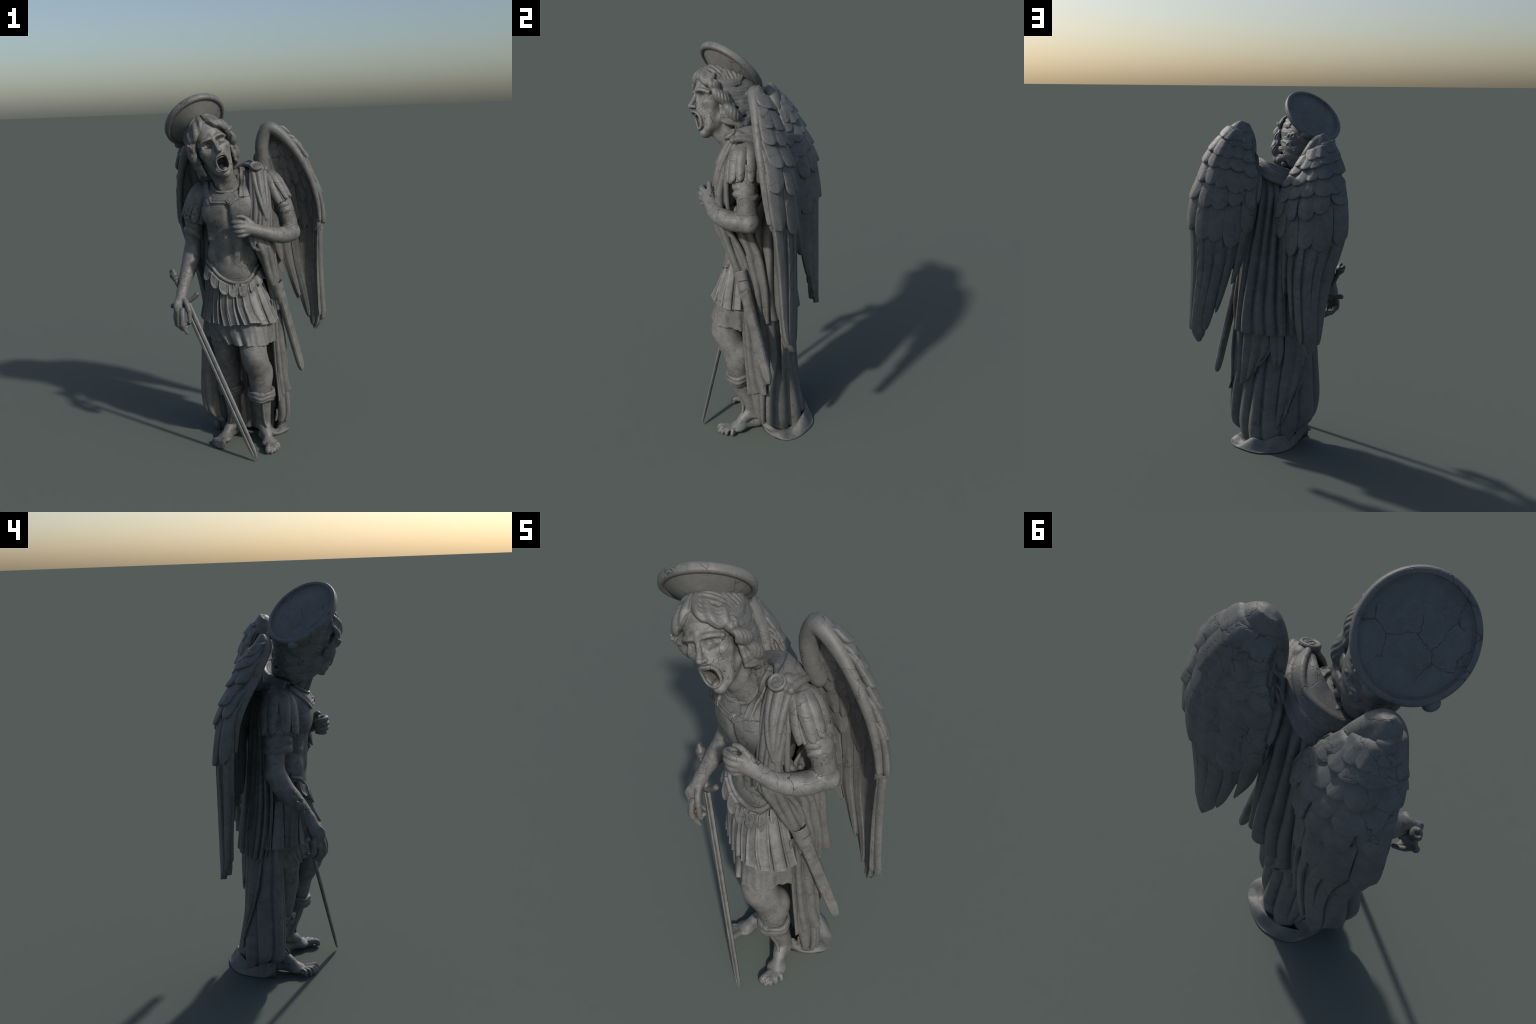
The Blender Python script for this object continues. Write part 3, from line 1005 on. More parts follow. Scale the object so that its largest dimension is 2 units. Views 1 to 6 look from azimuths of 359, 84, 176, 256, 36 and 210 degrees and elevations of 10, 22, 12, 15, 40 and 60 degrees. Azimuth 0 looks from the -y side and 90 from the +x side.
# ----------------------------------------------------------------- sleeves: strapped cap above a rolled cloth sleeve
def build_sleeve(p0, p1, p2, out, ra, rb, strips, seed):
    g = np.random.default_rng(seed)
    p0, p1, p2 = A(p0, float), A(p1, float), A(p2, float)
    d = unit(p1 - p0)
    e1 = unit(A(out, float) - d * (A(out, float) @ d))
    e2 = np.cross(d, e1)
    bb = A([0, .10, .25, .45, .70, .90, 1.0])
    rr = A([.40, .70, .92, 1.02, 1.05, 1.02, .98])
    th = np.linspace(0, 2 * np.pi, 12, endpoint=False)
    rings = [p0 + (p1 - p0) * b + r * (ra * np.cos(th)[:, None] * e1 + rb * np.sin(th)[:, None] * e2) for b, r in zip(bb, rr)]
    fn = ring_stack(rings)
    G = loft(fn, 150, 50)
    N = grid_normals(G)
    U = np.linspace(0, 1, 150, endpoint=False)[None]
    T = np.linspace(0, 1, 50)[:, None]
    cen = G.mean(1, keepdims=True)
    ridge = .006 * step(T, .1, .5) * np.abs(np.sin(np.pi * strips * 2 * U)) ** .7 - .005
    G = G + unit(G - cen) * ridge[..., None]
    V, F = closed_loft(G)
    make("sleeve_cap", V, F, ARMOUR)
    S = surf(fn, 1.)
    P, Nn, _ = S(A([0.]), A([.5]))
    sg = 1. if (Nn[0] @ (P[0] - (p0 + p1) / 2)) > 0 else -1.
    S = surf(fn, sg)
    for i in range(strips):
        u0 = (i + .5) / strips
        b = np.linspace(0, 1, 26)
        t = .04 + (.90 + .04 * g.random()) * b
        full = math.pi * (ra + rb) / strips
        w = full * (.70 - .40 * b ** 1.3) * np.sqrt(np.clip(1 - ((b - .82) / .19).clip(0, 1) ** 2, .0, 1)) * np.sqrt(np.clip(b / .04, .15, 1)) + .0006
        V, F = patch(S, np.full(26, u0) + .01 * g.normal(), t, w, lambda c, b: .0105 - .0045 * np.abs(c) ** 3 + .0015 * np.cos(3 * c), .0 + .004 * b, .012, 11)
        make("sleeve_strap", V, F, ARMOUR)
    # rolled sleeve below
    m = 40
    tt = np.linspace(-.25, 1, m)
    th = np.linspace(0, 2 * np.pi, 96, endpoint=False)
    d2 = unit(p2 - p1)
    rows = []
    for t in tt:
        k = .80 + .14 * step(t, -.25, .3) - .06 * step(t, .35, .52) * (1 - step(t, .55, .72)) + .045 * bump(t, .80, .10) - .02 * step(t, .88, 1.)
        k = k + .022 * np.sin(3 * th + 9 * t + seed) * step(t, 0, .4) + .012 * np.sin(7 * th - 14 * t)
        q = p1 + (p2 - p1) * t
        q = q + d2 * (.010 * np.sin(2 * th + seed) * step(t, .2, .9))[:, None]
        rows.append(q + k[:, None] * (ra * .94 * np.cos(th)[:, None] * e1 + rb * .90 * np.sin(th)[:, None] * e2))
    G = np.stack(rows)
    V, F = closed_loft(G)
    make("rolled_sleeve", V, F, CLOTH)


build_sleeve((-.222, .018, 1.505), (-.292, .040, 1.305), (-.302, .050, 1.222), (-1, .2, 0), .064, .082, 9, 1)
build_sleeve((.118, -.068, 1.562), (.194, -.086, 1.402), (.222, -.078, 1.335), (1, 0, .3), .054, .070, 9, 2)


# ----------------------------------------------------------------- tunic and the skirt of straps
def lift_z(pts, z):
    p = A(pts, float)
    z = np.broadcast_to(A(z, float), (len(p),))
    return np.c_[p, z]


SK = [lift_z([(.075, -.04), (.058, -.112), (.002, -.144), (-.060, -.154), (-.130, -.144), (-.190, -.100), (-.218, -.035), (-.210, .040), (-.150, .085), (-.050, .090), (.035, .065), (.066, .02)], .965),
      lift_z([(.112, -.045), (.100, -.135), (.035, -.188), (-.050, -.190), (-.138, -.154), (-.208, -.086), (-.236, -.018), (-.243, .055), (-.170, .110), (-.050, .125), (.062, .095), (.108, .03)], .84),
      lift_z([(.145, -.050), (.134, -.150), (.066, -.218), (-.012, -.236), (-.125, -.168), (-.226, -.080), (-.252, -.006), (-.262, .065), (-.190, .120), (-.050, .150), (.085, .115), (.138, .03)], [.735, .738, .742, .748, .735, .735, .735, .730, .73, .73, .73, .73])]
SKIRT = ring_stack(SK)


def build_skirt():
    g = np.random.default_rng(5)
    # tunic under the straps
    hem = lift_z([(.132, -.050), (.122, -.128), (.078, -.226), (.004, -.262), (-.080, -.228), (-.150, -.125), (-.215, -.050), (-.252, .030), (-.200, .100), (-.060, .130), (.075, .100), (.128, .03)],
                 [.620, .618, .628, .636, .632, .622, .622, .628, .64, .64, .63, .62])
    inner = [r * A([1, 1, 1]) for r in SK]
    c0 = A([-.065, -.03, 0])
    inner = [np.c_[(c0[:2] + (r[:, :2] - c0[:2]) * .955), r[:, 2]] for r in SK]
    fn = ring_stack(inner + [hem])
    G = loft(fn, 260, 90)
    U = np.linspace(0, 1, 260, endpoint=False)[None]
    T = np.linspace(0, 1, 90)[:, None]
    fold = (.011 * np.sin(2 * np.pi * (13 * U + .25 * np.sin(2 * np.pi * 3 * U))) + .005 * np.sin(2 * np.pi * (29 * U) + 1.)) * step(T, .55, 1.)
    fold = fold * (1 - .75 * bump(U, .215, .07))                      # stretched smooth over the forward thigh
    cen = A([-.065, -.03, 0])
    dirn = unit((G - cen) * A([1, 1, 0]))
    G = G + dirn * fold[..., None]
    V, F = slab(*(lambda q: (q, q - dirn_wrap(q, cen) * .012))(np.concatenate([G, G[:, :1]], 1)))
    make("tunic", V, F, STRAP)
    # straps
    S = surf(SKIRT)
    P, Nn, _ = S(A([.25]), A([.5]))
    S = surf(SKIRT, 1. if Nn[0] @ (P[0] - cen) > 0 else -1.)
    us = np.linspace(.075, .70, 15)
    for i, u in enumerate(us):
        b = np.linspace(0, 1, 30)
        tip = 1. + .03 * g.normal() - .015
        t = .02 + (tip - .02) * b
        w = (.0185 + .0055 * b) * (1 + .10 * g.normal())
        lean = .010 * g.normal()
        lift = .004 + (.006 + .010 * g.random()) * b ** 2 + (i % 2) * .004
        V, F = patch(S, u + lean * b, t, w, lambda c, b: .004 + .0055 * np.exp(-((np.abs(c) - .82) / .16) ** 2) - .0015 * (np.abs(c) > .97), lift, .008, 15)
        crisp(make("skirt_strap", V, F, STRAP), 50)


def dirn_wrap(q, cen):
    return unit((q - cen) * A([1, 1, 0]))


build_skirt()


# ----------------------------------------------------------------- cloak
def cloth(rings, ns, nz, fold, power=None):
    """rings: list of (k,3) open control lines from the front-left edge round the back; returns grid [z,s]."""
    L = np.stack([spline(r, ns) for r in rings])                       # m,ns,3
    m = len(L)
    G = np.stack([spline(L[:, i], nz) for i in range(ns)], 1)          # nz,ns,3
    s, z = np.meshgrid(np.linspace(0, 1, ns), np.linspace(0, 1, nz))
    N = grid_normals(G)
    return G + N * fold(s, z)[..., None], s, z


def pleat(ph, sharp=.75):
    """Rounded ridges, narrow valleys; period 1; range 0..1."""
    return np.abs(np.sin(np.pi * ph)) ** sharp


def build_cloak():
    # upper tier, hanging from the shoulders to knee height
    def Z(pts, z):
        return lift_z(pts, z)
    up = [Z([(.095, -.015), (.082, .020), (.046, .046), (-.005, .062), (-.060, .068), (-.110, .066), (-.160, .058), (-.200, .040)], [1.555, 1.550, 1.540, 1.530, 1.520, 1.510, 1.500, 1.490]),
          Z([(.112, .005), (.104, .045), (.064, .076), (.004, .094), (-.060, .100), (-.122, .097), (-.178, .084), (-.222, .060)], 1.455),
          Z([(.118, .020), (.115, .060), (.080, .090), (.015, .105), (-.060, .112), (-.130, .108), (-.190, .094), (-.228, .072)], 1.36),
          Z([(.095, -.110), (.125, .000), (.105, .072), (.030, .112), (-.055, .122), (-.135, .118), (-.200, .100), (-.236, .072)], 1.20),
          Z([(.115, -.115), (.148, -.010), (.132, .085), (.045, .132), (-.050, .144), (-.138, .140), (-.210, .116), (-.246, .072)], .98),
          Z([(.136, -.075), (.164, .000), (.152, .095), (.065, .152), (-.035, .170), (-.132, .167), (-.212, .138), (-.255, .086)], .80),
          Z([(.142, -.055), (.170, .020), (.166, .108), (.075, .166), (-.030, .186), (-.130, .182), (-.208, .152), (-.250, .102)], [.690, .682, .676, .672, .668, .666, .672, .690])]

    def f_up(s, z):
        ph = 12.5 * s + .35 * np.sin(5.1 * s + 1.) + .20 * np.sin(7 * z + 6 * s) + .5 * z * (s - .5)
        return (.010 + .020 * step(z, .0, .35)) * (pleat(ph, .62) - .60) + .006 * np.sin(2 * np.pi * 3.3 * s + 2.)
    G, s, z = cloth(up, 330, 200, f_up)
    V, F = sheet(G, .014)
    make("cloak", V, F, CLOTH)

    # lower tier, from under the upper one to the ground
    lo = [Z([(.122, -.090), (.145, -.020), (.145, .040), (.108, .078), (.052, .104), (-.005, .125), (-.090, .150), (-.170, .142), (-.232, .092), (-.254, .050), (-.235, .030), (-.180, .060)], .82),
          Z([(.130, -.090), (.164, -.025), (.158, .040), (.112, .080), (.054, .106), (-.005, .128), (-.095, .158), (-.185, .152), (-.254, .100), (-.284, .052), (-.252, .026), (-.190, .050)], .62),
          Z([(.134, -.085), (.178, -.025), (.172, .040), (.120, .084), (.058, .112), (-.004, .136), (-.100, .170), (-.195, .160), (-.268, .104), (-.290, .054), (-.262, .026), (-.200, .045)], .45),
          Z([(.138, -.074), (.194, -.040), (.206, .002), (.142, .074), (.072, .132), (.000, .158), (-.100, .182), (-.196, .162), (-.270, .106), (-.291, .054), (-.264, .028), (-.200, .045)], .27),
          Z([(.140, -.060), (.196, -.046), (.214, -.004), (.148, .076), (.082, .154), (.000, .190), (-.098, .196), (-.185, .168), (-.258, .112), (-.264, .050), (-.240, .035), (-.190, .060)], [.17, .16, .15, .12, .12, .12, .13, .14, .15, .155, .14, .13]),
          Z([(.128, -.050), (.184, -.042), (.204, .000), (.124, .080), (.074, .166), (.000, .214), (-.088, .206), (-.160, .160), (-.205, .110), (-.205, .070), (-.185, .060), (-.150, .080)], [.110, .100, .095, .015, .02, .02, .02, .06, .115, .115, .09, .05])]

    def f_lo(s, z):
        ph = 11.0 * s + .45 * np.sin(4.3 * s + .4) + .9 * (z - .5) * (s - .45) + .15 * np.sin(5 * z + 9 * s)
        return ((.018 + .012 * bump(z, .75, .35)) * (pleat(ph, .62) - .60) + .010 * np.sin(2 * np.pi * 2.2 * s + 3 * z)) * (1 - .8 * step(s, .80, .88))
    G, s, z = cloth(lo, 330, 200, f_lo)
    V, F = sheet(G, .014)
    make("cloak_train", V, F, CLOTH)

    # inner side of the cloak seen between the legs
    q = [Z([(-.215, .055), (-.120, .085), (-.020, .080), (.060, .060), (.125, .010)], .66), Z([(-.215, .055), (-.120, .088), (-.020, .082), (.060, .062), (.130, .010)], .33), Z([(-.190, .080), (-.110, .100), (-.020, .095), (.060, .072), (.110, .020)], .015)]
    G, s, z = cloth(q, 140, 60, lambda s, z: .012 * (pleat(6 * s + .2 * np.sin(4 * z), .7) - .5))
    V, F = sheet(G, .012)
    make("cloak_lining", V, F, CLOTH)
    # flaps of the lower tier overlapping at the back
    q = [Z([(.130, .082), (.085, .116), (.030, .142), (-.010, .156)], [.74, .74, .74, .74]), Z([(.146, .080), (.092, .118), (.038, .144), (-.012, .164)], [.56, .57, .58, .59]),
         Z([(.162, .078), (.124, .108), (.080, .132), (.052, .146)], [.34, .38, .44, .49])]
    G, s, z = cloth(q, 60, 60, lambda s, z: .012 * (pleat(3 * s + .2) - .5))
    V, F = sheet(G, .010)
    make("cloak_overfold", V, F, CLOTH)
    q = [Z([(-.006, .168), (-.045, .170), (-.080, .168)], [.74, .74, .74]), Z([(-.008, .176), (-.050, .180), (-.086, .176)], [.60, .59, .58]), Z([(-.026, .178), (-.045, .182), (-.066, .182)], [.445, .47, .50])]
    G, s, z = cloth(q, 40, 40, lambda s, z: .010 * (pleat(1.6 * s + .2) - .5))
    V, F = sheet(G, .010)
    make("cloak_overfold", V, F, CLOTH)
    q = [Z([(-.090, .166), (-.170, .152), (-.232, .115)], [.74, .74, .74]), Z([(-.085, .178), (-.170, .178), (-.245, .142)], [.56, .58, .60]), Z([(-.060, .182), (-.150, .186), (-.230, .156)], [.36, .42, .50]), Z([(-.030, .196), (-.075, .202), (-.120, .200)], [.10, .16, .24])]
    G, s, z = cloth(q, 60, 70, lambda s, z: .012 * (pleat(2.3 * s + .1) - .5))
    V, F = sheet(G, .010)
    make("cloak_overfold", V, F, CLOTH)

    # the hem that spreads and curls on the ground
    inner = A([(.080, -.020), (.100, .020), (.116, .078), (.106, .128), (.068, .176), (.000, .198), (-.080, .190), (-.150, .150), (-.190, .105), (-.205, .075)])
    outer = A([(.055, -.035), (.140, .000), (.206, .068), (.196, .150), (.100, .240), (.008, .262), (-.085, .242), (-.155, .168), (-.185, .112), (-.240, .075)])
    crest = A([.085, .050, .022, .026, .058, .080, .072, .060, .100, .120])
    edge = A([.060, .022, .010, .004, .004, .004, .004, .004, .020, .115])
    ns, nv = 200, 26
    ii, oo = spline(inner, ns), spline(outer, ns)
    cr, ed = spline(crest[:, None], ns)[:, 0], spline(edge[:, None], ns)[:, 0]
    s = np.linspace(0, 1, ns)
    cr = cr + .006 * np.sin(2 * np.pi * 3.1 * s + .6)
    v = np.linspace(0, 1, nv)
    rows = []
    for k in v:
        p = ii + (oo - ii) * (k ** .8)[..., None] if np.ndim(k) else ii + (oo - ii) * k ** .8
        h = np.where(k < .3, cr * (.55 + .45 * np.sin(k / .3 * np.pi / 2)), ed + (cr - ed) * (1 - ((k - .3) / .7)) ** 1.25)
        h = h + .014 * np.sin(2 * np.pi * (5 * s + .3 * k)) * np.sin(np.pi * k) ** 1
        rows.append(np.c_[p, np.maximum(h, .004)])
    rows = np.stack(rows)
    bot = rows.copy()
    bot[..., 2] = np.minimum(bot[..., 2] - .012, bot[..., 2] * .15)
    bot[..., 2] = np.maximum(bot[..., 2], 0.)
    bot[-1, :, 2] = np.maximum(rows[-1, :, 2] - .012, 0)
    V, F = slab(rows, bot)
    make("cloak_hem", V, F, CLOTH)


build_cloak()


# ----------------------------------------------------------------- drapery over the chest and hip, in clay
def build_drape():
    c = Clay((-.02, -.28, 1.24), (.20, .04, 1.66), .0032)
    top = A([.062, -.118, 1.598])
    # folds fanning from the brooch down to the forearm
    lines = [[(.034, -.122, 1.600), (.030, -.158, 1.520), (.030, -.182, 1.42), (.024, -.188, 1.33), (.022, -.190, 1.25)],
             [(.046, -.128, 1.598), (.048, -.166, 1.520), (.052, -.190, 1.42), (.046, -.198, 1.33), (.042, -.200, 1.25)],
             [(.062, -.132, 1.594), (.066, -.168, 1.520), (.076, -.192, 1.42), (.070, -.204, 1.33), (.064, -.208, 1.25)],
             [(.078, -.130, 1.594), (.086, -.166, 1.520), (.098, -.186, 1.42), (.092, -.204, 1.34), (.086, -.208, 1.25)],
             [(.094, -.118, 1.596), (.104, -.156, 1.520), (.114, -.178, 1.42), (.112, -.196, 1.34), (.108, -.196, 1.25)],
             [(.108, -.098, 1.602), (.118, -.132, 1.530), (.124, -.158, 1.43), (.128, -.165, 1.34), (.128, -.160, 1.25)]]
    g = np.random.default_rng(8)
    for i, q in enumerate(lines):
        r = .0125 + .002 * math.sin(2.1 * i)
        c.tube(q, [r * .75, r, r * 1.15, r * 1.1, r], .004, 24)
    c.tube([(.070, -.095, 1.59), (.075, -.140, 1.50), (.080, -.160, 1.40), (.075, -.165, 1.30)], [.035, .038, .042, .042], .006)
    # pointed lapel lying on top
    c.tube([(.040, -.132, 1.592), (.056, -.182, 1.500), (.080, -.212, 1.410), (.104, -.216, 1.325)], [.012, .012, .010, .004], .003, 24)
    c.tube([(.104, -.118, 1.592), (.108, -.170, 1.500), (.112, -.202, 1.410), (.108, -.216, 1.325)], [.014, .014, .011, .004], .003, 24)
    c.tube([(.070, -.128, 1.592), (.080, -.180, 1.500), (.094, -.206, 1.410), (.106, -.216, 1.330)], [.018, .017, .013, .004], .003, 24)
    # roll over the shoulder to the back
    for j in range(4):
        o = .020 * j
        c.tube([(.052 + o, -.125, 1.596 - .002 * j), (.050 + o, -.085, 1.608 - .005 * j), (.044 + o, -.035, 1.604 - .008 * j), (.036 + o * .9, .010, 1.582 - .008 * j)], .0155, .004, 20)
    V, F = c.mesh(1)
    make("cloak_front", V, F, CLOTH)

    # gathered bunch below the forearm, falling to the hip
    c = Clay((-.02, -.28, .66), (.24, .04, 1.27), .0036)
    for i, (q, r) in enumerate([([(.040, -.190, 1.26), (.046, -.200, 1.200), (.058, -.196, 1.150), (.074, -.180, 1.100), (.098, -.158, 1.03), (.132, -.132, .95)], .011),
                                ([(.055, -.200, 1.26), (.062, -.214, 1.200), (.074, -.208, 1.150), (.092, -.184, 1.090), (.116, -.154, 1.01), (.142, -.126, .93)], .015),
                                ([(.072, -.204, 1.26), (.084, -.214, 1.195), (.098, -.200, 1.140), (.114, -.168, 1.07), (.132, -.138, .98), (.150, -.118, .88)], .011),
                                ([(.092, -.195, 1.26), (.106, -.196, 1.190), (.122, -.172, 1.11), (.134, -.140, 1.01), (.146, -.114, .91), (.154, -.098, .80)], .016),
                                ([(.108, -.170, 1.25), (.124, -.160, 1.16), (.138, -.116, 1.06), (.150, -.084, .96), (.158, -.070, .86), (.158, -.060, .74)], .012),
                                ([(.120, -.120, 1.24), (.136, -.100, 1.14), (.150, -.064, 1.04), (.160, -.046, .94), (.168, -.036, .84), (.170, -.028, .69)], .016),
                                ([(.128, -.075, 1.22), (.142, -.055, 1.12), (.156, -.024, 1.02), (.166, -.008, .92), (.174, .002, .82), (.176, .010, .68)], .013)]):
        wob = A([[0, 0, 0]] * 2 + [[.006 * math.sin(2 * i + k), .004 * math.cos(3 * i + k), 0] for k in range(4)])
        c.tube(A(q) + wob, [r * .9, r * 1.0, r * 1.1, r, r * 1.1, r * .8], .009, 30)
    c.tube([(.050, -.190, 1.24), (.074, -.175, 1.15), (.108, -.125, 1.05), (.132, -.095, .92), (.144, -.072, .78)], [.032, .032, .030, .026, .018], .006, 26)
    c.tube([(.085, -.120, 1.24), (.110, -.085, 1.12), (.132, -.035, 1.0), (.146, -.010, .85), (.150, .0, .70)], [.036, .036, .032, .028, .025], .006, 26)
    # folded corner that hangs out from under the wrist
    c.tube([(.012, -.196, 1.25), (.016, -.214, 1.21), (.030, -.228, 1.172)], [.008, .007, .004], .004, 14)
    c.tube([(.046, -.212, 1.25), (.042, -.224, 1.21), (.032, -.229, 1.172)], [.010, .009, .004], .004, 14)
    c.tube([(.028, -.198, 1.25), (.029, -.212, 1.21), (.031, -.224, 1.178)], [.014, .012, .005], .005, 14)
    c.tube([(.030, -.190, 1.20), (.045, -.214, 1.165), (.070, -.216, 1.165), (.104, -.198, 1.180)], [.006, .010, .011, .010], .006, 20)
    V, F = c.mesh(1)
    make("cloak_bunch", V, F, CLOTH)

    # long tail hanging beside the leg to a point
    q = [lift_z([(.116, -.122), (.140, -.100), (.165, -.060)], [.86, .86, .86]), lift_z([(.120, -.116), (.152, -.088), (.190, -.036)], [.70, .70, .70]), lift_z([(.128, -.106), (.164, -.080), (.206, -.028)], [.52, .52, .52]),
         lift_z([(.134, -.100), (.172, -.072), (.211, -.016)], [.38, .38, .38]), lift_z([(.140, -.096), (.178, -.064), (.226, -.008)], [.245, .275, .290])]
    G, s, z = cloth(q, 70, 110, lambda s, z: .020 * (pleat(2.6 * s + .25 + .3 * np.sin(3 * z), .65) - .5))
    V, F = sheet(G, .012)
    make("cloak_tail", V, F, CLOTH)

    # brooch
    p = A([.061, -.134, 1.607])
    n = unit(A([.02, -.55, .85]))
    V, F = lathe([(0, .006), (.010, .007), (.020, .006), (.0225, .0055), (.0245, .009), (.0285, .0105), (.0325, .009), (.0345, .003), (.0345, -.008), (0, -.012)], p, n, 48)
    b = make("brooch", V, F, ARMOUR)
    u = unit(np.cross(n, [1, 0, 0]))
    w = np.cross(n, u)
    th = np.linspace(0, 2 * np.pi, 60)
    rel = []
    for k in range(2):
        q = p + n * .0075 + (.011 + .005 * np.sin(3 * th + 2 * k))[:, None] * (np.cos(th + k)[:, None] * u + np.sin(th + k)[:, None] * w)
        rel.append(ring_tube(q, .0020, 6, up=n))
    make("brooch_relief", *merged(rel), ARMOUR, b)

    # mantle folds round the back of the neck and over the right shoulder
    c = Clay((-.30, -.14, 1.38), (.16, .16, 1.67), .0036)
    def over(q, lift):
        P, N = TORSO.snap(spline(q, 24))
        P = .5 * P + .5 * relax_line(P, 6)
        return P + unit(relax_line(N, 8)) * lift
    c.tube([(.045, -.040, 1.568), (.005, .010, 1.550), (-.050, .035, 1.522), (-.120, .035, 1.500), (-.190, .000, 1.480)], [.030, .034, .036, .034, .030], .004)
    c.ell((-.065, -.008, 1.535), (.105, .055, .042), .01)
    for j in range(5):                        # inner folds rising tight round the neck
        o = .012 * j
        c.tube([(.044 - .25 * o, -.092, 1.606), (.030 - .6 * o, -.040 - .3 * o, 1.612), (-.012 - .3 * o, .012 - 1.0 * o, 1.602), (-.060, .034 - 1.1 * o, 1.585), (-.115, .030 - 1.0 * o, 1.568), (-.165, .004 - .7 * o, 1.553), (-.195, -.040, 1.540)], .0125, .0035, 30)
    for j in range(-1, 6):                    # round the back of the neck, brooch to right shoulder
        o, dz = .0115 * j, -.0125 * j
        wob = .004 * math.sin(2.3 * j)
        c.tube([(.058 + .5 * o, -.100 + .5 * o, 1.614 + dz * .3), (.042 + .6 * o, -.030 + .7 * o, 1.622 + dz * .7 + wob), (.000, .030 + .9 * o, 1.600 + dz), (-.055, .052 + .95 * o, 1.578 + dz - wob), (-.115, .050 + .9 * o, 1.558 + dz), (-.170, .025 + .7 * o, 1.545 + dz), (-.212, -.015 + .5 * o, 1.530 + dz)],
               .0115 + .002 * math.sin(3 * j), .0035, 34)
    for j in range(5):                        # bunched where the right wing springs
        o = .014 * j
        c.tube(over([(-.055 - .6 * o, .095, 1.430 - o), (-.085 - o, .100, 1.490 - .3 * o), (-.130 - o, .085, 1.505 - .4 * o), (-.180 - .6 * o, .055, 1.480 - .8 * o), (-.22 - .2 * o, .03, 1.45 - o)], .010)[::2], .011, .004, 20)
    for j in range(5):                        # falling from the left shoulder
        o = .016 * j
        c.tube(over([(.085 - .5 * o, -.040, 1.600), (.085 - o, .020, 1.570 - .2 * o), (.070 - o, .055, 1.500), (.062 - o, .075, 1.420)], .010)[::2], .011, .004, 20)
    V, F = c.mesh(1)
    make("mantle", V, F, CLOTH)


build_drape()


# ----------------------------------------------------------------- sword and scabbard
def bar(a, b, side, sections, n=None):
    """Straight bar from a to b; sections rows (t, half_width, polygon-key) with diamond cross-section."""
    a, b = A(a, float), A(b, float)
    d = unit(b - a)
    s = unit(A(side, float) - d * (A(side, float) @ d))
    u = np.cross(d, s)
    return a, b, d, s, u


def build_sword():
    top, tip = A([-.4170, -.0230, .9850]), A([.0045, -.3445, .0080])
    a, b, d, s, u = bar(top, tip, (.92, -.23, .31), None)
    L = np.linalg.norm(b - a)

    def at(t):
        return a + (b - a) * t
    # blade: flattened hexagon with a fuller
    sec = A([(-1, 0), (-.72, .42), (-.30, .50), (-.15, .28), (.15, .28), (.30, .50), (.72, .42), (1, 0), (.72, -.42), (.30, -.50), (.15, -.28), (-.15, -.28), (-.30, -.50), (-.72, -.42)])
    rows = []
    for t, w, h in [(.150, 0.0241, 0.0190), (.30, 0.0237, 0.0185), (.60, 0.0230, 0.0174), (.88, 0.0218, 0.0157), (.94, 0.0202, 0.0140), (.97, 0.0157, 0.0118), (.99, .0080, .0075), (1.0, .0025, .003)]:
        rows.append(at(t) + sec[:, :1] * w * s + sec[:, 1:] * 2 * h * .5 * u)
    V, F = closed_loft(np.stack(rows))
    crisp(make("sword_blade", V, F, BLADE), 28)
    # guard: bowed quillons with flared ends
    g0 = at(.133)
    k = Clay(g0 - .12, g0 + .12, .0028)
    q = [g0 + s * x + d * y for x, y in [(-.080, -.010), (-.060, -.001), (-.030, .004), (0, .004), (.030, .004), (.060, -.001), (.080, -.010)]]
    k.tube(q, [.0145, .0130, .0125, .0140, .0125, .0130, .0145], .003, 30)
    k.ell(q[0], (.016, .012, .013), .004, rot=np.stack([s, d, u]))
    k.ell(q[-1], (.016, .012, .013), .004, rot=np.stack([s, d, u]))
    V, F = k.mesh(1)
    make("sword_guard", V, F, BLADE)
    V, F = ring_tube(np.stack([at(t) for t in np.linspace(.0, .14, 12)]), np.linspace(.0135, .0145, 12), 14)
    make("sword_grip", V, F, BLADE)
    k = Clay(top - .07, top + .07, .0026)
    k.cap(top + d * .002, top - d * .016, .019, .024, .004)
    for w in (1, -1):
        k.cap(top - d * .018 + s * .006 * w + u * .004 * w, top - d * .044 + s * .010 * w + u * .008 * w, .0200, .0100, .004)
    V, F = k.mesh(1)
    make("sword_pommel", V, F, BLADE)


def build_scabbard():
    a, b = A([.158, -.118, .955]), A([.2925, -.001, .398])
    d = unit(b - a)
    s = unit(np.cross(d, A([.78, -.62, 0])))            # broad side faces out and forward
    s = unit(s - d * (s @ d))
    u = np.cross(d, s)
    sec = A([(-1, -.45), (-.82, -1), (0, -1.05), (.82, -1), (1, -.45), (1, .45), (.82, 1), (0, 1.05), (-.82, 1), (-1, .45)])
    rows = []
    for t, w, h in [(.15, .0285, .0165), (.35, .0275, .0155), (.60, .0262, .0145), (.80, .0248, .0138), (.90, .0238, .0130), (.95, .0200, .0115), (.985, .0130, .0090), (1.0, .0060, .0050)]:
        rows.append(a + (b - a) * t + sec[:, :1] * w * s + sec[:, 1:] * h * u)
    V, F = closed_loft(np.stack(rows))
    crisp(make("scabbard", V, F, STRAP), 30)
    # wrapped throat, open at the top
    th = np.linspace(0, 2 * np.pi, 48, endpoint=False)
    rows = []
    for t, k in [(.20, .90), (.19, 1.0), (.165, 1.05), (.155, 1.0), (.12, 1.08), (.110, 1.02), (.08, 1.10), (.07, 1.03), (.04, 1.10), (.0, 1.12), (-.01, 1.10), (-.008, 1.0), (.03, .92), (.05, .3)]:
        sl = .020 * np.sin(th + .6)
        rows.append(a + d * (t * .57 + sl * (t > .1))[:, None] + k * (.0325 * np.cos(th)[:, None] * s + .0235 * np.sin(th)[:, None] * u))
    V, F = closed_loft(np.stack(rows))
    make("scabbard_throat", V, F, STRAP)


build_sword()
build_scabbard()


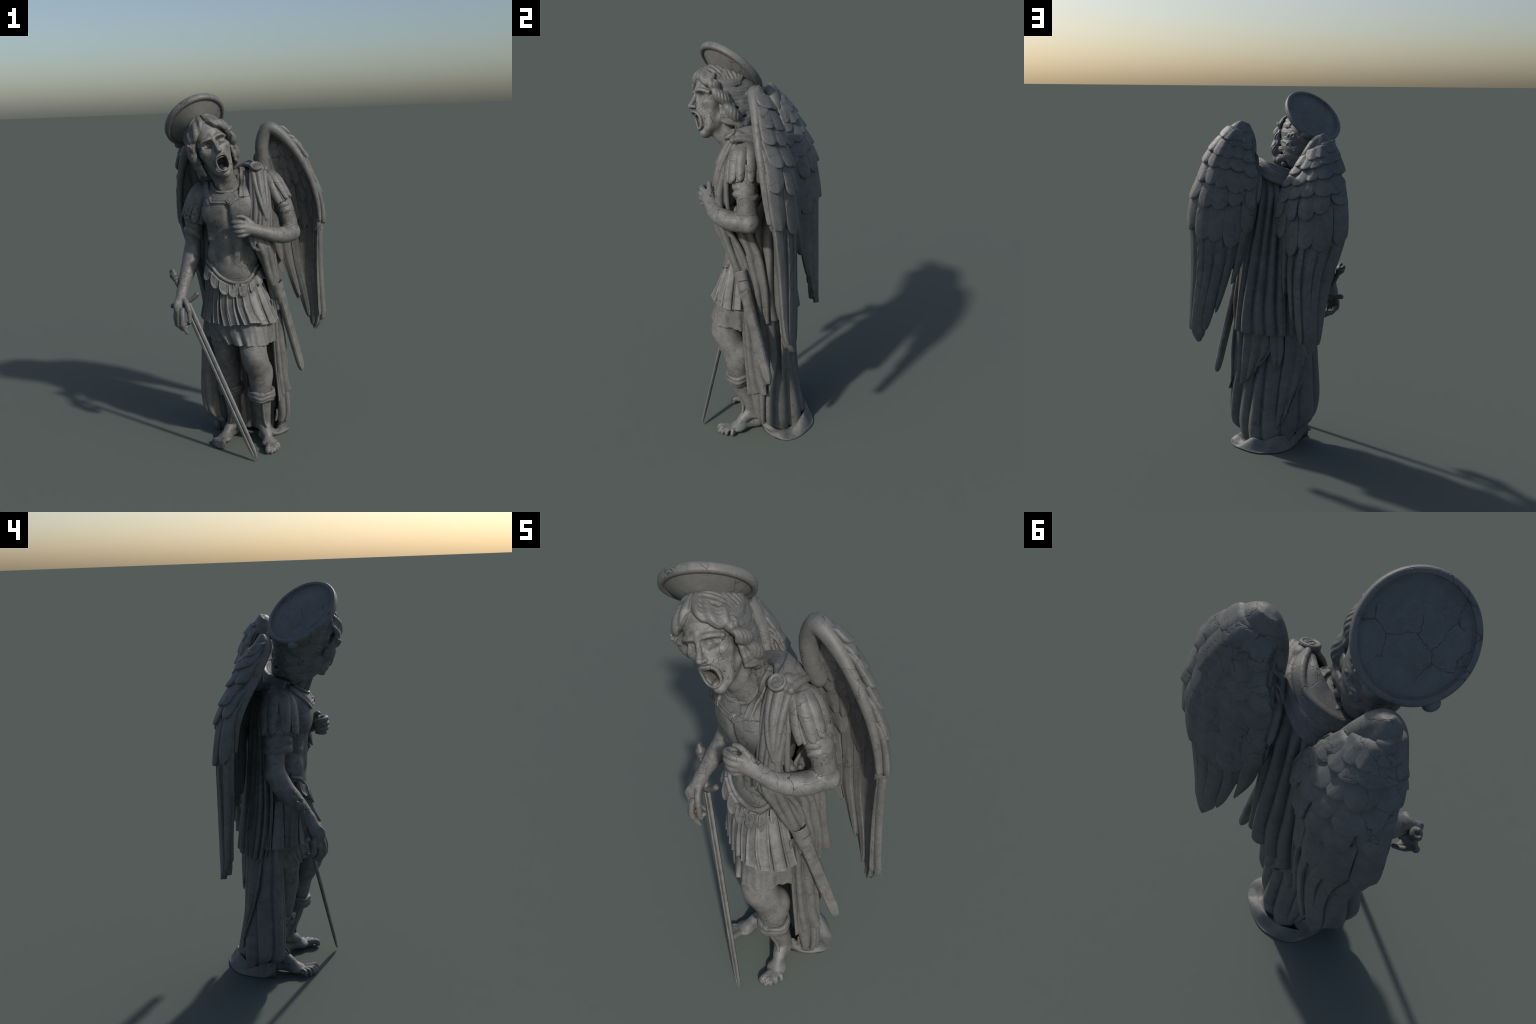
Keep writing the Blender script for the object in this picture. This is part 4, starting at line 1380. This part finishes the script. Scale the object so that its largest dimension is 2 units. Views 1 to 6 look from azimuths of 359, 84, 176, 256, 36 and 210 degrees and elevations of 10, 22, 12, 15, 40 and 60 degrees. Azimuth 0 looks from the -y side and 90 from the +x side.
# ----------------------------------------------------------------- wings
def build_wing(outer, inner, bulge, arm, arm_r, plan, seed, bpow):
    """outer/inner: matched control lines of the leading and trailing edge from the top down."""
    g = np.random.default_rng(seed)
    O, I, B = A(outer, float), A(inner, float), A(bulge, float)
    m = len(O)
    ctrl = np.c_[O, I, B]

    tab = spline(ctrl, 400)

    def fn(u, t):
        q = np.clip(t, 0, 1) * 399
        i = np.clip(q.astype(int), 0, 398)
        f = (q - i)[:, None]
        c = tab[i] * (1 - f) + tab[i + 1] * f
        o, n_, b = c[:, :3], c[:, 3:6], c[:, 6]
        over = np.maximum(t - 1, 0)[:, None] * A([0, 0, -1.2])
        chord = n_ - o
        # bulge direction: horizontal normal of the chord, towards the back
        h = unit(np.cross(chord, [0, 0, 1.]))
        h = np.where((h[:, 1] < 0)[:, None], -h, h)
        uu = np.clip(u, -.15, 1.15)
        return o + chord * u[:, None] + h * (b * np.sin(np.pi * np.clip(uu, 0, 1) ** bpow))[:, None] + over

    S0 = surf(fn)
    P, Nn, _ = S0(A([.5]), A([.45]))
    sg = 1. if Nn[0, 1] > 0 else -1.
    back, front = surf(fn, sg), surf(fn, -sg)

    # core plate, thick at the leading edge, thin at the tips
    nt, nf = 90, 56
    ph = np.linspace(0, 2 * np.pi, nf, endpoint=False)
    u = (1 - np.cos(ph)) / 2
    tt = np.linspace(0.015, .60, nt)
    th = np.interp(tt, [0, .10, .3, .55, .8, 1], [.030, .030, .020, .013, .008, .006])
    prof = (1.3 * np.sqrt(u) * (1 - u) ** 2.2 + .55 * np.sqrt(np.clip(u * (1 - u), 0, 1)))
    T, U = np.meshgrid(tt, u, indexing="ij")
    U2 = .02 + U * (.95 - .25 * step(T, .42, .6))
    P, N, _ = back(U2.ravel(), T.ravel())
    P, N = P.reshape(nt, nf, 3), N.reshape(nt, nf, 3)
    G = P + N * (np.sign(np.sin(ph))[None] * prof[None] * th[:, None])[..., None]
    core = closed_loft(G)
    if True:
        c = core[0]
        f = core[1]
        a = np.cross(c[f[:, 2]] - c[f[:, 0]], c[f[:, 3]] - c[f[:, 1]])
        if (a * c[f].mean(1)).sum() < 0:
            core = (c, f[:, ::-1])
    q = spline(np.c_[A(arm, float), A(arm_r, float)], 50)
    bone = ring_tube(q[:, :3], q[:, 3], 18)
    c, f = bone
    a = np.cross(c[f[:, 2]] - c[f[:, 0]], c[f[:, 3]] - c[f[:, 1]])
    if (a * c[f].mean(1)).sum() < 0:
        bone = (c, f[:, ::-1])
    ends = []
    for e, r in ((q[0, :3], q[0, 3]), (q[-1, :3], q[-1, 3])):
        lv, lf = lathe([(1e-4, r), (.5 * r, .866 * r), (.866 * r, .5 * r), (r, 0), (.866 * r, -.5 * r), (.5 * r, -.866 * r), (1e-4, -r)], e, (0, 0, 1), 16)
        ends.append((lv, lf))
    V, F = fuse([core, bone] + ends, .0055, 6)
    wing = make("wing", V, F, PLUME)

    def tucked(S):
        def T(u, t):                      # feathers wrap only a little round the leading edge
            u = np.asarray(u, float)
            return S(np.where(u < .02, .02 + (u - .02) * .15, u), t)
        return T
    back, front = tucked(back), tucked(front)

    def feather(S, u0, t0, u1, t1, w, lift0, lift1, thick, barb, tilt, seed_):
        gg = np.random.default_rng(seed_)
        nb = (130 if t1 - t0 > .4 else 84) if barb > 0 else 26
        b = np.linspace(0, 1, nb)
        b = 1 - (1 - b) ** 1.25
        t = t0 + (t1 - t0) * b
        bend = gg.normal() * .012
        uc = u0 + (u1 - u0) * b + bend * np.sin(np.pi * b)
        ww = w * np.sqrt(np.clip(1 - np.clip((b - .72) / .285, 0, 1) ** 2.2, 0, 1)) * (.55 + .45 * step(b, 0, .35)) + .0006
        notch = .0010 * np.sin(2 * np.pi * (b * gg.uniform(4, 7) + gg.random())) * (barb > 0)
        k = gg.uniform(5.5, 8.5)
        skew = .9

        def top(c, bb):
            h = thick * (1 - .45 * np.abs(c) ** 2.6) * (.70 + .40 * bb)
            h = h + .26 * thick * np.exp(-(c / .14) ** 2) * (bb < .96) + tilt * c
            if barb > 0:
                ph = k * ((1.0 if t1 - t0 < .4 else 2.0) * bb - skew * .22 * np.abs(c)) + .2 * np.sin(7 * bb)
                h = h - barb * (np.abs(np.sin(np.pi * ph)) ** 5) * np.abs(c) ** .5 * np.clip((1 - bb) * 6, 0, 1) * step(np.sin(5.1 * bb + k), -.6, .5)
            return h
        lift = lift0 + (lift1 - lift0) * b ** 1.3 - (.022 if t1 - t0 < .3 else .008) * (1 - step(b, 0, .38))
        V, F = patch(S, uc, t, ww + notch * 0, top, lift, thick * 1.2, 13)
        return V, F

    sid = seed * 1000
    for side, S in (("b", back), ("f", front)):
        for (t_tip, length, ua, ub, n, w, l0, l1, thick, barb, spread) in plan[side]:
            for i in range(n):
                sid += 1
                u = ua + (ub - ua) * (i + .5 * 0 + (0 if n == 1 else 0)) / max(n - 1, 1)
                jt = .010 * g.normal()
                tip = t_tip + (spread[i] + .8 * jt * (length < .3) if spread is not None else jt)
                ln = length * (1 + .06 * g.normal())
                rise = (.0 * math.exp(-(u / .13) ** 2) * (t_tip < .7)) if side == 'f' else 0.
                t0 = max(tip - ln, .03)
                V, F = feather(S, u + .02 * g.normal() * (spread is None), t0, u + .015 * g.normal(), tip, w * (1 + .07 * g.normal()), l0 + .0015 * (i % 2) + rise, l1 + .002 * (i % 2) + rise, thick, barb, -.0085 if length > .3 else -.0025, sid)
                make("feather", V, F, PLUME, wing)


# rows of feathers: tip t, length, u from, u to, count, half width, lift root, lift tip, thickness, barb groove, tip offsets
PLAN = dict(b=[
    (1.0, .62, .10, .90, 6, .029, -.004, .007, .012, .0025, [-.075, .000, -.030, -.085, -.165, -.235]),
    (.970, .55, .18, .84, 5, .025, -.016, -.006, .010, .0025, [-.02, .0, -.065, -.15, -.24]),
    (.590, .24, .10, .92, 5, .047, .005, .016, .011, .0025, [-.01, .02, .030, .045, -.01]),
    (.480, .17, .11, .93, 5, .044, .008, .021, .011, .0012, [-.04, -.01, .0, .015, .02]),
    (.400, .15, .14, .90, 5, .042, .011, .025, .011, .0, [-.03, -.01, .0, .015, .03]),
    (.330, .14, .12, .92, 5, .042, .013, .027, .011, .0, [-.03, -.01, .0, .01, .03]),
    (.262, .12, .17, .90, 5, .038, .014, .028, .011, .0, [-.03, -.01, .0, .01, .025]),
    (.200, .10, .22, .86, 4, .035, .013, .026, .010, .0, [-.03, -.01, .01, .03])],
    f=[
    (.975, .60, .09, .90, 6, .029, .004, .012, .011, .0025, [-.075, .000, -.015, -.07, -.15, -.24]),
    (.590, .26, .13, .92, 5, .040, .012, .022, .011, .0020, [.01, .0, -.02, -.05, -.09]),
    (.480, .17, .16, .95, 6, .035, .016, .026, .011, .0010, None),
    (.400, .14, .18, .95, 6, .034, .018, .028, .011, .0, None),
    (.330, .12, .18, .95, 5, .034, .019, .028, .010, .0, None),
    (.260, .10, .20, .85, 5, .030, .018, .027, .010, .0, None)])

build_wing(
    [(.145, -.024, 1.840), (.197, -.032, 1.810), (.264, -.032, 1.736), (.332, -.030, 1.634), (.383, -.021, 1.516), (.421, -.014, 1.400), (.431, -.002, 1.280), (.424, .016, 1.170), (.420, .030, 1.030), (.424, .044, .820), (.428, .058, .700), (.408, .088, .622)],
    [(.098, -.008, 1.832), (.086, .008, 1.795), (.090, .034, 1.715), (.078, .055, 1.632), (.058, .080, 1.545), (.064, .100, 1.432), (.080, .108, 1.305), (.110, .110, 1.180), (.146, .112, 1.050), (.228, .116, .830), (.279, .116, .695), (.318, .108, .618)],
    [.004, .024, .046, .062, .075, .081, .079, .070, .056, .038, .020, .004],
    [(.115, .045, 1.550), (.101, .015, 1.640), (.104, -.004, 1.735), (.138, -.018, 1.805), (.196, -.026, 1.780), (.262, -.026, 1.708), (.326, -.026, 1.610), (.374, -.018, 1.500), (.404, -.010, 1.382), (.414, .002, 1.280)],
    [.036, .036, .038, .037, .031, .026, .022, .018, .014, .010],
    PLAN, 1, .78)
build_wing(
    [(-.290, .082, 1.780), (-.324, .090, 1.750), (-.364, .132, 1.672), (-.390, .180, 1.590), (-.405, .230, 1.500), (-.412, .267, 1.400), (-.408, .282, 1.270), (-.378, .284, 1.160), (-.330, .282, 1.020), (-.290, .288, .840), (-.264, .294, .680), (-.234, .310, .595)],
    [(-.258, .098, 1.772), (-.220, .110, 1.725), (-.175, .112, 1.650), (-.128, .118, 1.565), (-.072, .120, 1.470), (-.048, .125, 1.375), (-.052, .133, 1.255), (-.064, .143, 1.150), (-.068, .160, 1.000), (-.090, .200, .810), (-.116, .250, .660), (-.142, .284, .585)],
    [.004, .026, .048, .066, .082, .094, .100, .096, .084, .060, .032, .006],
    [(-.150, .095, 1.530), (-.180, .110, 1.600), (-.222, .108, 1.680), (-.270, .094, 1.738), (-.310, .096, 1.718), (-.340, .128, 1.655), (-.362, .170, 1.575), (-.377, .218, 1.490), (-.385, .253, 1.395), (-.382, .268, 1.275)],
    [.032, .034, .036, .036, .031, .026, .022, .018, .014, .010],
    PLAN, 2, .85)
